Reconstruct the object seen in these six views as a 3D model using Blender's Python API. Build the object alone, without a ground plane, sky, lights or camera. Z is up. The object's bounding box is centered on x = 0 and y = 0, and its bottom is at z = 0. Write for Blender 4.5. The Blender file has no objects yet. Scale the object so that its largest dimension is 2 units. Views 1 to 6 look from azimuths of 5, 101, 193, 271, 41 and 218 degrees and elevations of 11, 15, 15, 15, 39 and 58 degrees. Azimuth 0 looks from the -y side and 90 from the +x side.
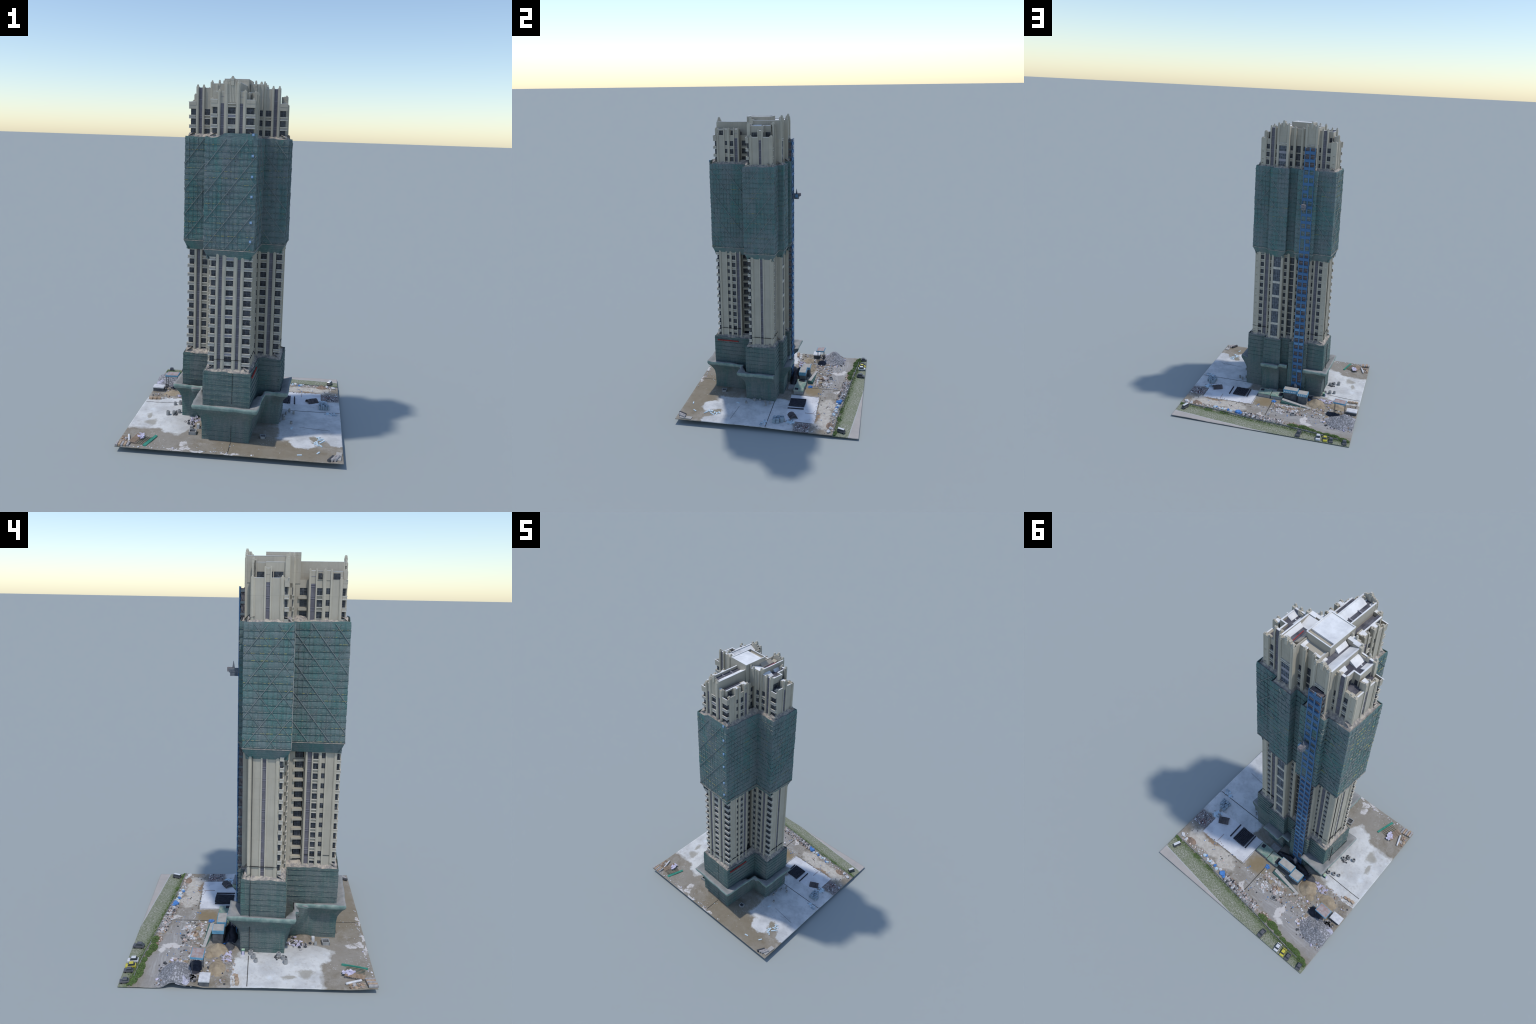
import bpy, bmesh, math, random
from mathutils import Vector, Matrix, noise

rnd = random.Random(7)
TURN = -math.radians(3.0)          # the tower stands 3 degrees off the site grid
FL = 0.0527                        # storey height
ZT = 1.831                         # head of the top row of windows
OPEN = 0.033                       # height of a window opening
MX = -0.040                        # mirror axis of the two side wings


def zt(k):
    return ZT - FL * k

FLOORS_TOP = [0, 1, 2, 3]
FLOORS_LOW = list(range(14, 28))

# ------------------------------------------------------------------ materials

def new_mat(name):
    m = bpy.data.materials.new(name)
    m.use_nodes = True
    nt = m.node_tree
    b = nt.nodes['Principled BSDF']
    b.inputs['Roughness'].default_value = 0.9
    b.inputs['Specular IOR Level'].default_value = 0.2
    return m, nt, b


class NT:
    """small helper to chain shader nodes"""
    def __init__(self, nt):
        self.nt = nt

    def node(self, kind, **kw):
        n = self.nt.nodes.new(kind)
        for k, v in kw.items():
            setattr(n, k, v)
        return n

    def put(self, sock, v):
        if isinstance(v, bpy.types.NodeSocket):
            self.nt.links.new(v, sock)
        elif isinstance(v, (tuple, list)) and len(v) == 3 and sock.type == 'RGBA':
            sock.default_value = (*v, 1)
        else:
            sock.default_value = v

    def coord(self):
        return self.node('ShaderNodeTexCoord').outputs['Object']

    def math(self, op, a, b=0.0, clamp=False):
        n = self.node('ShaderNodeMath', operation=op, use_clamp=clamp)
        self.put(n.inputs[0], a)
        self.put(n.inputs[1], b)
        return n.outputs[0]

    def vmath(self, op, a, b=(0, 0, 0)):
        n = self.node('ShaderNodeVectorMath', operation=op)
        self.put(n.inputs[0], a)
        if op == 'SCALE':
            self.put(n.inputs['Scale'], b)
        else:
            self.put(n.inputs[1], b)
        return n.outputs['Value'] if op in ('LENGTH', 'DOT_PRODUCT') else n.outputs[0]

    def mapping(self, vec, scale=(1, 1, 1), rot=(0, 0, 0), loc=(0, 0, 0)):
        n = self.node('ShaderNodeMapping')
        self.put(n.inputs['Vector'], vec)
        n.inputs['Scale'].default_value = scale
        n.inputs['Rotation'].default_value = rot
        n.inputs['Location'].default_value = loc
        return n.outputs[0]

    def noise(self, vec, scale, detail=3, rough=0.6, out=0):
        n = self.node('ShaderNodeTexNoise')
        self.put(n.inputs['Vector'], vec)
        n.inputs['Scale'].default_value = scale
        n.inputs['Detail'].default_value = detail
        n.inputs['Roughness'].default_value = rough
        return n.outputs[out]

    def step(self, v, lo, hi):
        n = self.node('ShaderNodeMapRange')
        self.put(n.inputs[0], v)
        n.inputs[1].default_value = lo
        n.inputs[2].default_value = hi
        return n.outputs[0]

    def mix(self, f, a, b, kind='MIX'):
        n = self.node('ShaderNodeMix', data_type='RGBA', blend_type=kind)
        self.put(n.inputs[0], f)
        self.put(n.inputs[6], a)
        self.put(n.inputs[7], b)
        return n.outputs[2]

    def bump(self, h, bsdf, strength=0.3, dist=0.002):
        n = self.node('ShaderNodeBump')
        n.inputs['Strength'].default_value = strength
        n.inputs['Distance'].default_value = dist
        self.put(n.inputs['Height'], h)
        self.nt.links.new(n.outputs[0], bsdf.inputs['Normal'])


def shade(c, k):
    return tuple(min(1.0, x * k) for x in c)


def plain(name, col, col2=None, scale=40, rough=0.9, lo=0.35, hi=0.65, detail=4, spec=0.2,
          stretch=(1, 1, 1), bump=0.0, metallic=0.0):
    """two tones mixed by noise"""
    m, nt, b = new_mat(name)
    g = NT(nt)
    v = g.mapping(g.coord(), scale=stretch)
    f = g.step(g.noise(v, scale, detail), lo, hi)
    c = g.mix(f, col, col2 if col2 else shade(col, 0.82))
    g.put(b.inputs['Base Color'], c)
    b.inputs['Roughness'].default_value = rough
    b.inputs['Specular IOR Level'].default_value = spec
    b.inputs['Metallic'].default_value = metallic
    if bump:
        g.bump(f, b, bump)
    return m


def wall_material(name, col):
    """rendered wall: broad tonal drift, rain streaks running down, faint floor joints"""
    m, nt, b = new_mat(name)
    g = NT(nt)
    co = g.coord()
    broad = g.step(g.noise(co, 9, 3), 0.3, 0.7)
    c = g.mix(broad, col, shade(col, 0.86))
    c = g.mix(g.math('MULTIPLY', g.step(g.noise(g.mapping(co, (1, 1, 0.06)), 130, 3), 0.52, 0.75), 0.30),
              c, (col[0] * 0.62, col[1] * 0.60, col[2] * 0.62))
    c = g.mix(g.math('MULTIPLY', g.step(g.noise(co, 34, 4), 0.62, 0.72), 0.25), c, (0.50, 0.36, 0.22))
    # joint at each storey
    z = g.node('ShaderNodeSeparateXYZ')
    g.put(z.inputs[0], co)
    fr = g.math('FRACT', g.math('DIVIDE', z.outputs[2], FL * 2))
    j = g.math('MULTIPLY', g.math('LESS_THAN', fr, 0.018), 0.25)
    c = g.mix(j, c, shade(col, 0.6))
    g.put(b.inputs['Base Color'], c)
    g.bump(g.noise(co, 60, 3), b, 0.25, 0.003)
    return m


WALL = (0.490, 0.450, 0.370)
M_wall = wall_material('cream_render', WALL)
M_trim = plain('pale_trim', (0.62, 0.59, 0.52), (0.46, 0.43, 0.37), 60)
M_pil = wall_material('pilaster_render', (0.545, 0.50, 0.405))
M_purple = plain('mauve_tile', (0.185, 0.178, 0.200), (0.135, 0.128, 0.150), 45, stretch=(1, 1, 0.5))
M_band = plain('mauve_band', (0.30, 0.29, 0.34), (0.23, 0.22, 0.27), 60)
M_slab = plain('grey_lilac_slab', (0.36, 0.35, 0.38), (0.28, 0.27, 0.30), 70)


def glazing(name, dark, mid, pale):
    """panes: each window object gets its own mix of dark room, blind and reflected sky"""
    m, nt, b = new_mat(name)
    g = NT(nt)
    info = g.node('ShaderNodeObjectInfo')
    rv = info.outputs['Random']
    off = g.node('ShaderNodeCombineXYZ')
    g.put(off.inputs[0], g.math('MULTIPLY', rv, 7.3))
    g.put(off.inputs[2], g.math('MULTIPLY', rv, 3.1))
    co = g.vmath('ADD', g.coord(), off.outputs[0])
    c = g.mix(g.step(g.noise(co, 55, 4), .42, .66), dark, mid)
    c = g.mix(g.math('MULTIPLY', g.step(g.noise(g.mapping(co, (1, 1, .6)), 80, 3), .58, .66), .8), c, pale)
    c = g.mix(g.math('MULTIPLY', g.step(g.math('FRACT', g.math('MULTIPLY', rv, 17.7)), .70, 1.0), .35), c, pale)
    g.put(b.inputs['Base Color'], c)
    b.inputs['Roughness'].default_value = .35
    b.inputs['Specular IOR Level'].default_value = .4
    return m


M_glass = glazing('dark_glazing', (0.020, 0.024, 0.033), (0.062, 0.072, 0.088), (0.14, 0.14, 0.15))
M_glass_bay = glazing('pale_bay_glazing', (0.040, 0.052, 0.070), (0.115, 0.135, 0.165), (0.24, 0.26, 0.29))
M_bay_frame = plain('pale_bay_frame', (0.27, 0.30, 0.35), None, 80, rough=0.6)
M_frame = plain('window_frame', (0.13, 0.14, 0.165), None, 80, rough=0.6)
M_darkin = plain('unlit_interior', (0.050, 0.050, 0.060), (0.10, 0.095, 0.10), 40)
M_roof = plain('white_roof_surface', (0.84, 0.84, 0.83), (0.62, 0.62, 0.62), 16, lo=0.42, hi=0.72)
M_roofgrey = plain('grey_roof_felt', (0.075, 0.075, 0.095), (0.16, 0.16, 0.18), 30)
M_blue_hoist = plain('hoist_blue_paint', (0.065, 0.155, 0.30), (0.10, 0.215, 0.37), 25, rough=0.6)
M_blue_pale = plain('hoist_faded_blue', (0.15, 0.30, 0.47), (0.09, 0.21, 0.37), 30, rough=0.6)
M_hoist_in = plain('hoist_cage_brown', (0.10, 0.085, 0.09), (0.20, 0.17, 0.17), 70)
M_ledger = None


def net_material(name, teal, grey):
    m, nt, b = new_mat(name)
    g = NT(nt)
    co = g.coord()
    broad = g.step(g.noise(g.mapping(co, (1, 1, 0.7)), 8, 4), 0.36, 0.64)
    c = g.mix(g.math('MULTIPLY', broad, 0.85), teal, grey)
    # sheets of netting: rows of slightly different tone, lapped at each lift
    rows = g.noise(g.mapping(co, (4, 4, 30)), 1.4, 2)
    c = g.mix(g.math('MULTIPLY', g.step(rows, 0.40, 0.62), 0.22), c, shade(teal, 0.68))
    panel = g.noise(g.mapping(co, (15, 15, 2.2)), 1.3, 3)
    c = g.mix(g.math('MULTIPLY', g.step(panel, .50, .64), .55), c, shade(grey, 1.12))
    c = g.mix(g.math('MULTIPLY', g.step(panel, .44, .32), .45), c, (teal[0] * .75, teal[1] * 1.05, teal[2] * .98))
    # upright creases and poles seen through
    col = g.noise(g.mapping(co, (60, 60, 1.5)), 1.6, 2)
    c = g.mix(g.math('MULTIPLY', g.step(col, 0.53, 0.68), 0.40), c, (teal[0] * 1.7 + .03, teal[1] * 1.3, teal[2] * 1.3))
    # weave
    fine = g.noise(co, 260, 2)
    c = g.mix(g.math('MULTIPLY', g.step(fine, 0.45, 0.7), 0.35), c, shade(grey, 0.6))
    # faint courses of mesh between the lifts
    zz = g.node('ShaderNodeSeparateXYZ')
    g.put(zz.inputs[0], co)
    fr = g.math('FRACT', g.math('DIVIDE', zz.outputs[2], .0112))
    dots = g.step(g.noise(g.mapping(co, (90, 90, 20)), 1.2, 1), .42, .60)
    c = g.mix(g.math('MULTIPLY', g.math('MULTIPLY', g.math('LESS_THAN', fr, .13), dots), .5), c, (.30, .33, .31))
    # small ragged openings
    c = g.mix(g.step(g.noise(g.mapping(co, (1, 1, 1.6)), 55, 2), 0.71, 0.76), c, shade(grey, 0.4))
    g.put(b.inputs['Base Color'], c)
    b.inputs['Roughness'].default_value = 0.95
    g.bump(g.noise(g.mapping(co, (1, 1, 1.5)), 45, 4), b, 0.55, 0.006)
    return m


M_net = net_material('green_safety_net', (0.096, 0.203, 0.194), (0.182, 0.203, 0.210))
M_net_low = net_material('weathered_green_net', (0.095, 0.162, 0.152), (0.165, 0.180, 0.178))
M_canopy = plain('dusty_net_deck', (0.36, 0.35, 0.34), (0.26, 0.27, 0.265), 22)
M_lip = plain('canopy_edge_net', (0.30, 0.37, 0.33), (0.16, 0.245, 0.225), 26)


def ledger_material():
    m, nt, b = new_mat('scaffold_tube')
    g = NT(nt)
    co = g.coord()
    dash = g.noise(g.mapping(co, (70, 70, 12)), 1.3, 1)
    run = g.noise(g.mapping(co, (3, 3, 26)), 1.5, 1)
    c = g.mix(g.step(dash, 0.48, 0.56), (0.105, 0.165, 0.158), (0.27, 0.29, 0.27))
    yel = g.math('MULTIPLY', g.step(dash, 0.52, 0.60), g.step(run, 0.54, 0.62))
    c = g.mix(yel, c, (0.40, 0.37, 0.14))
    g.put(b.inputs['Base Color'], c)
    return m


M_ledger = ledger_material()
M_ledger_low = plain('podium_tie', (.085, .135, .13), (.26, .27, .23), 75, lo=.5, hi=.62)
M_brace = plain('brace_tube', (0.27, 0.29, 0.29), (0.20, 0.23, 0.23), 30)
M_pole = plain('scaffold_pole', (0.12, 0.20, 0.19), (0.19, 0.215, 0.215), 20)
M_plank = plain('rubble_on_planks', (0.48, 0.42, 0.35), (0.25, 0.23, 0.22), 60, lo=0.4, hi=0.6)

# ------------------------------------------------------------------ mesh helpers


class Acc:
    """collects boxes and prisms into one mesh"""
    def __init__(self, warp=False):
        self.v, self.f, self.mi, self.mats = [], [], [], []
        self.warp = warp

    def idx(self, m):
        if m not in self.mats:
            self.mats.append(m)
        return self.mats.index(m)

    def hexa(self, p, m):
        b = len(self.v)
        self.v += [tuple(q) for q in p]
        i = self.idx(m)
        for f in ((0, 3, 2, 1), (4, 5, 6, 7), (0, 1, 5, 4), (1, 2, 6, 5), (2, 3, 7, 6), (3, 0, 4, 7)):
            self.f.append([b + k for k in f])
            self.mi.append(i)

    def box(self, x0, x1, y0, y1, z0, z1, m):
        if self.warp:
            for c in (1.10, 1.65):
                if z0 < c - .001 and z1 > c + .001:
                    self.box(x0, x1, y0, y1, z0, c, m)
                    self.box(x0, x1, y0, y1, c, z1, m)
                    return
        x0, x1 = min(x0, x1), max(x0, x1)
        y0, y1 = min(y0, y1), max(y0, y1)
        self.hexa([(x0, y0, z0), (x1, y0, z0), (x1, y1, z0), (x0, y1, z0),
                   (x0, y0, z1), (x1, y0, z1), (x1, y1, z1), (x0, y1, z1)], m)

    def slope(self, x0, x1, y0, y1, zb, za0, za1, m, along='x'):
        """box whose top runs from height za0 to za1"""
        if along == 'x':
            t = [za0, za1, za1, za0]
        else:
            t = [za0, za0, za1, za1]
        self.hexa([(x0, y0, zb), (x1, y0, zb), (x1, y1, zb), (x0, y1, zb),
                   (x0, y0, t[0]), (x1, y0, t[1]), (x1, y1, t[2]), (x0, y1, t[3])], m)

    def obox(self, c, size, rz, m, rx=0.0, ry=0.0):
        M = Matrix.Translation(c) @ Matrix.Rotation(rz, 4, 'Z') @ Matrix.Rotation(ry, 4, 'Y') @ Matrix.Rotation(rx, 4, 'X')
        a, b, d = size[0] / 2, size[1] / 2, size[2] / 2
        self.hexa([M @ Vector(q) for q in ((-a, -b, -d), (a, -b, -d), (a, b, -d), (-a, b, -d),
                                           (-a, -b, d), (a, -b, d), (a, b, d), (-a, b, d))], m)

    def bar(self, p, q, w, m):
        p, q = Vector(p), Vector(q)
        d = q - p
        M = Matrix.Translation((p + q) / 2) @ d.to_track_quat('X', 'Z').to_matrix().to_4x4()
        a, b = d.length / 2, w / 2
        self.hexa([M @ Vector(r) for r in ((-a, -b, -b), (a, -b, -b), (a, b, -b), (-a, b, -b),
                                           (-a, -b, b), (a, -b, b), (a, b, b), (-a, b, b))], m)

    def poly(self, pts, m):
        b = len(self.v)
        self.v += [tuple(p) for p in pts]
        self.f.append(list(range(b, b + len(pts))))
        self.mi.append(self.idx(m))

    def add_mesh(self, verts, faces, m):
        b = len(self.v)
        self.v += [tuple(p) for p in verts]
        i = self.idx(m)
        for f in faces:
            self.f.append([b + k for k in f])
            self.mi.append(i)

    def mesh(self, name):
        me = bpy.data.meshes.new(name)
        if self.warp:
            self.v = [lean(*q) for q in self.v]
        me.from_pydata(self.v, [], self.f)
        for m in self.mats:
            me.materials.append(m)
        me.polygons.foreach_set('material_index', self.mi)
        me.update()
        return me


def link(ob, parent=None):
    bpy.context.scene.collection.objects.link(ob)
    if parent:
        ob.parent = parent
    return ob


def obj(name, acc, parent, stuff=False, bevel=0.0):
    me = acc.mesh(name) if isinstance(acc, Acc) else acc
    ob = link(bpy.data.objects.new(name, me), parent)
    if stuff:
        ob['kind'] = 'stuff'
    if bevel:
        b = ob.modifiers.new('Bevel', 'BEVEL')
        b.width = bevel
        b.segments = 1
        b.limit_method = 'ANGLE'
    return ob


def fix_normals(ob):
    bm = bmesh.new()
    bm.from_mesh(ob.data)
    bmesh.ops.recalc_face_normals(bm, faces=bm.faces)
    bm.to_mesh(ob.data)
    bm.free()


site = link(bpy.data.objects.new('tower_building_site', None))
site['label'] = 'cream high-rise wrapped in green netting on a building site'
site['category'] = 'building site'



def ramp(a, b, v):
    return min(1.0, max(0.0, (v - a) / (b - a)))


def lean(x, y, z):
    """where the lower storeys stand a little outside the crown"""
    k = 1 - ramp(1.10, 1.65, z)
    front = ramp(-.19, -.25, y)
    rw = ramp(.11, .20, x) * (1 - front)
    lw = ramp(-.19, -.28, x) * (1 - front)
    nx = x + front * .012 * k + rw * (.008 + .010 * k) - lw * (.008 - .003 * k)
    ny = y - front * k * (.003 + .013 * ramp(.10, -.13, x))
    return nx, ny, z


# ------------------------------------------------------------------ tower shaft

shaft_acc = Acc(True)
shaft = link(bpy.data.objects.new('tower_shaft', bpy.data.meshes.new('tower_shaft')), site)
shaft.rotation_euler = (0, 0, TURN)

FIN = Acc(True)      # finials, joined
SILL = Acc(True)     # sills and lintels, joined
window_cache = {}
balcony_cache = {}
count = {'window': 0}
WREST = Acc(True)


def window_mesh(w, h, kind):
    key = (round(w, 3), round(h, 3), kind)
    if key in window_cache:
        return window_cache[key]
    a = Acc()
    a.box(-w / 2, w / 2, 0.0, 0.002, 0, h, M_glass_bay if kind == 'bay' else M_glass)
    t = 0.0016
    fm = M_frame
    if kind == 'bay':
        fm = M_bay_frame
        for i in range(5):
            x = -w / 2 + w * i / 4
            a.box(max(-w / 2, x - t / 2), min(w / 2, x + t / 2), -0.0018, 0.0001, 0, h, fm)
        a.box(-w / 2, w / 2, -0.0022, 0.0001, h * 0.46, h * 0.46 + t, fm)
        a.box(-w / 2, w / 2, -0.0022, 0.0001, h * 0.92, h * 0.92 + t, fm)
    elif w > 0.017:
        a.box(-t / 2, t / 2, -0.0015, 0.0001, 0, h, fm)
        a.box(-w / 2, w / 2, -0.0019, 0.0001, h * 0.62, h * 0.62 + t, fm)
    else:
        a.box(-w / 2, w / 2, -0.0019, 0.0001, h * 0.6, h * 0.6 + t, fm)
    window_cache[key] = a.mesh('window')
    return window_cache[key]


class Face:
    """a vertical facade: origin o on the plan, direction u, outward normal n"""
    def __init__(self, o, u):
        self.o = Vector((o[0], o[1], 0))
        self.u = Vector((u[0], u[1], 0)).normalized()
        self.n = Vector((self.u.y, -self.u.x, 0))
        self.ang = math.atan2(self.u.y, self.u.x)

    def p(self, s, d, z):
        q = self.o + self.u * s + self.n * d
        return (q.x, q.y, z)

    def box(self, acc, s0, s1, d0, d1, z0, z1, m):
        if acc.warp:
            for c in (1.10, 1.65):
                if z0 < c - .001 and z1 > c + .001:
                    self.box(acc, s0, s1, d0, d1, z0, c, m)
                    self.box(acc, s0, s1, d0, d1, c, z1, m)
                    return
        acc.hexa([self.p(s0, d1, z0), self.p(s1, d1, z0), self.p(s1, d0, z0), self.p(s0, d0, z0),
                  self.p(s0, d1, z1), self.p(s1, d1, z1), self.p(s1, d0, z1), self.p(s0, d0, z1)], m)

    def window(self, s0, s1, z0, z1, depth, kind='plain'):
        me = window_mesh(s1 - s0, z1 - z0, kind)
        if count['window'] < 300:
            ob = link(bpy.data.objects.new('window', me), shaft)
            q = self.p((s0 + s1) / 2, -depth, z0)
            ob.location = lean(*q)
            ob.rotation_euler = (0, 0, self.ang)
            count['window'] += 1
        else:
            M = Matrix.Translation(self.p((s0 + s1) / 2, -depth, z0)) @ Matrix.Rotation(self.ang, 4, 'Z')
            b = len(WREST.v)
            WREST.v += [tuple(M @ v.co) for v in me.vertices]
            for f in me.polygons:
                WREST.f.append([b + k for k in f.vertices])
                WREST.mi.append(WREST.idx(me.materials[f.material_index]))


def finial(x, y, z, s=0.008):
    """stepped cap stone ending at height z"""
    FIN.box(x - s * .56, x + s * .56, y - s * .56, y + s * .56, z - s * 3.4, z - s * 1.15, M_pil)
    FIN.box(x - s * .62, x + s * .62, y - s * .62, y + s * .62, z - s * 1.45, z - s * 1.10, M_trim)
    FIN.box(x - s * .52, x + s * .52, y - s * .52, y + s * .52, z - s * 1.12, z - s * .42, M_pil)
    FIN.box(x - s * .36, x + s * .36, y - s * .36, y + s * .36, z - s * .44, z, M_trim)


Z0 = 0.40


def pilaster(face, s0, s1, top, d=0.004, back=0.016, sub=True):
    a = Acc(True)
    face.box(a, s0, s1, -back, d, Z0, top, M_pil)
    w = s1 - s0
    if w > 0.009 and sub:
        face.box(a, s0 + w * .28, s1 - w * .28, d - 0.001, d + 0.0018, Z0, top - 0.004, M_pil)
    obj('pilaster', a, shaft)


def stripe(face, s0, s1, top):
    a = Acc(True)
    face.box(a, s0, s1, -0.016, -0.0015, Z0, top, M_purple)
    k = 0
    while zt(k) > Z0:
        if k in FLOORS_TOP or k in FLOORS_LOW:
            face.box(a, s0, s1, -0.003, 0.0, zt(k) + 0.004, zt(k) + 0.006, M_band)
            face.box(a, s0, s1, -0.003, 0.0, zt(k) + 0.014, zt(k) + 0.016, M_band)
        k += 1
    for z in (zt(0) + 0.05,):
        if z < top:
            face.box(a, s0, s1, -0.003, -0.0005, z, z + 0.002, M_band)
    obj('mauve_stripe', a, shaft)


def win_col(face, s0, s1, top, oh=OPEN, kind='plain', sills=True, alt=False, drop=0.0):
    """a column of windows, one per storey, solid where the net hides it"""
    w = s1 - s0
    face.box(shaft_acc, s0, s1, -0.016, -0.0022, zt(0) - drop, top, M_wall)
    face.box(shaft_acc, s0, s1, -0.016, -0.002, zt(13), zt(3) - oh, M_wall)
    for k in FLOORS_TOP + FLOORS_LOW:
        z1 = zt(k) - drop
        z0 = z1 - oh
        if k != 3:
            m = M_wall
            if alt:
                m = M_slab if k % 2 == 0 else M_trim
            lo = max(zt(k + 1) - drop, Z0)
            if z0 > Z0:
                face.box(shaft_acc, s0, s1, -0.016, 0.0005 if alt else -0.0022, lo, z0, m)
                if sills:
                    face.box(SILL, s0 - .0004, s1 + .0004, -0.006, 0.0036, z0 - 0.0035, z0 + 0.0006, M_trim)
                    face.box(SILL, s0 - .0004, s1 + .0004, -0.006, 0.0030, lo - 0.0004, lo + 0.0032, M_trim)
        if z0 > Z0:
            face.window(s0, s1, z0, z1, 0.0045, kind)


def plain_col(face, s0, s1, top, d=0.0):
    face.box(shaft_acc, s0, s1, -0.016, d, Z0, top, M_wall)


def balcony(x0, x1, y0, y1, open_x):
    """corner balcony: solid slab, L-shaped parapet with two ledges, open above"""
    w, dp = x1 - x0, y1 - y0
    key = (round(w, 4), round(dp, 4), open_x)
    if key not in balcony_cache:
        a = Acc()
        h = FL - OPEN
        t = 0.004
        a.box(0, w, 0.001, dp, 0, 0.006, M_trim)
        a.box(0.001, w - .001, 0.0015, t, 0.005, h - .003, M_wall)
        a.box(0, w, 0, t + .001, h - .004, h, M_trim)
        a.box(0.0005, w - .0005, 0.0005, t, 0.0062, 0.0085, M_slab)
        xa, xb = (w - t, w) if open_x > 0 else (0, t)
        a.box(xa + (.0 if open_x > 0 else .001), xb - (.001 if open_x > 0 else 0), t, dp, 0.005, h - .003, M_wall)
        a.box(xa, xb, t + .001, dp, h - .004, h - .0001, M_trim)
        balcony_cache[key] = a.mesh('balcony')
    me = balcony_cache[key]
    for k in FLOORS_TOP[:3] + FLOORS_LOW[:-1]:
        ob = link(bpy.data.objects.new('balcony', me), shaft)
        mid = Vector(((x0 + x1) / 2, (y0 + y1) / 2, zt(k)))
        sh_ = Vector(lean(*mid)) - mid
        ob.location = (x0 + sh_.x + rnd.uniform(-.001, .001), y0 + sh_.y + rnd.uniform(-.001, .001), zt(k + 1))
    # head band and glazing at the back of the balcony
    shaft_acc.box(x0, x1, y0 + .001, y1, ZT, 1.852, M_wall)
    shaft_acc.box(x0, x1, y0, y0 + .005, 1.851, 1.868, M_wall)
    if open_x > 0:
        shaft_acc.box(x1 - .005, x1, y0 + .005, y1, 1.851, 1.868, M_wall)
    else:
        shaft_acc.box(x0, x0 + .005, y0 + .005, y1, 1.851, 1.868, M_wall)
    f = Face((x0, y0 + .010), (1, 0))
    ins = .009
    a0, a1 = (0.0, w - ins) if open_x > 0 else (ins, w)
    g = Face((x1 - ins, y0 + .010), (0, 1)) if open_x > 0 else Face((x0 + ins, y1), (0, -1))
    for k in FLOORS_TOP + FLOORS_LOW:
        zb = max(zt(k) - OPEN, Z0)
        f.window(a0, a1, zb, zt(k), 0.0)
        g.window(.0005, y1 - y0 - .0105, zb, zt(k), 0.0)
    shaft_acc.box(x0, x1, y0, y1, zt(13), zt(3) - .03, M_wall)


# ---- front wing (sticks out towards -y)
FY = -0.428
f = Face((0, FY), (1, 0))
pilaster(f, -.096, -.081, 1.912)
stripe(f, -.081, -.062, 1.905)
pilaster(f, -.062, -.042, 1.950)
win_col(f, -.042, -.002, 1.849, alt=True)
pilaster(f, -.002, .018, 1.950)
stripe(f, .018, .036, 1.905)
pilaster(f, .036, .053, 1.912)
balcony(-.131, -.096, -.433, -.410, -1)
balcony(.053, .098, -.433, -.410, 1)
for x in (-.0885, .0445):
    finial(x, FY + .004, 1.919, .009)
for x in (-.060, .017):
    finial(x, FY + .004, 1.916, .006)


def wing_side(f, cols):
    for kind, s0, s1, top in cols:
        if kind == 'p':
            pilaster(f, s0, s1, top)
        elif kind == 's':
            stripe(f, s0, s1, top)
        elif kind == 'w':
            win_col(f, s0, s1, top)
        elif kind == 'W':
            win_col(f, s0, s1, top, oh=.030, sills=False)
        elif kind == 'n':
            win_col(f, s0, s1, top, oh=.027, sills=False)
        elif kind == 'b':
            plain_col(f, s0, s1, top)


def run(pairs):
    return pairs


side_cols = [('p', -.410, -.396, 1.872), ('b', -.396, -.361, 1.868), ('p', -.361, -.353, 1.912), ('n', -.353, -.334, 1.905),
             ('p', -.334, -.318, 1.912), ('w', -.318, -.292, 1.868), ('p', -.292, -.285, 1.912), ('s', -.285, -.263, 1.905),
             ('p', -.263, -.253, 1.912)]
f = Face((.090, 0), (0, 1))
wing_side(f, side_cols)
f = Face((-.130, 0), (0, -1))
wing_side(f, [(k, -b, -a, t) for k, a, b, t in side_cols])
for sx in (.090, -.130):
    q = -1 if sx > 0 else 1
    for y, z, s in ((-.403, 1.881, .009), (-.357, 1.918, .007), (-.327, 1.918, .008), (-.288, 1.918, .007), (-.258, 1.918, .008)):
        finial(sx + q * .004, y, z, s)
# back closing wall of the front wing
shaft_acc.box(-.126, .090, -.262, -.2535, Z0, 1.868, M_wall)
shaft_acc.box(-.112, .076, -.40, -.262, 1.845, 1.852, M_roofgrey)

# ---- neck between front wing and the side wings
NE, NW = .046, -.105
for f, sg in ((Face((NE, 0), (0, 1)), 1), (Face((NW, 0), (0, -1)), -1)):
    for kind, a, b in (('w', -.247, -.212), ('b', -.212, -.190), ('W', -.190, -.172), ('b', -.172, -.150)):
        s0, s1 = (a, b) if sg > 0 else (-b, -a)
        if kind == 'b':
            plain_col(f, s0, s1, 1.868)
        elif kind == 'w':
            win_col(f, s0, s1, 1.868, sills=False)
        else:
            win_col(f, s0, s1, 1.868, oh=.030, sills=False)
    plain_col(f, *((-.254, -.247) if sg > 0 else (.247, .254)), 1.868)
for k in FLOORS_TOP + FLOORS_LOW:      # curved balconies tucked in the neck
    for x0, x1 in ((NE - .002, NE + .009), (NW - .009, NW + .002)):
        shaft_acc.box(x0, x1, -.249, -.205, zt(k + 1) + .003, zt(k + 1) + .015, M_wall)
shaft_acc.box(NW + .01, NE - .01, -.252, -.15, 1.85, 1.856, M_roofgrey)


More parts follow.
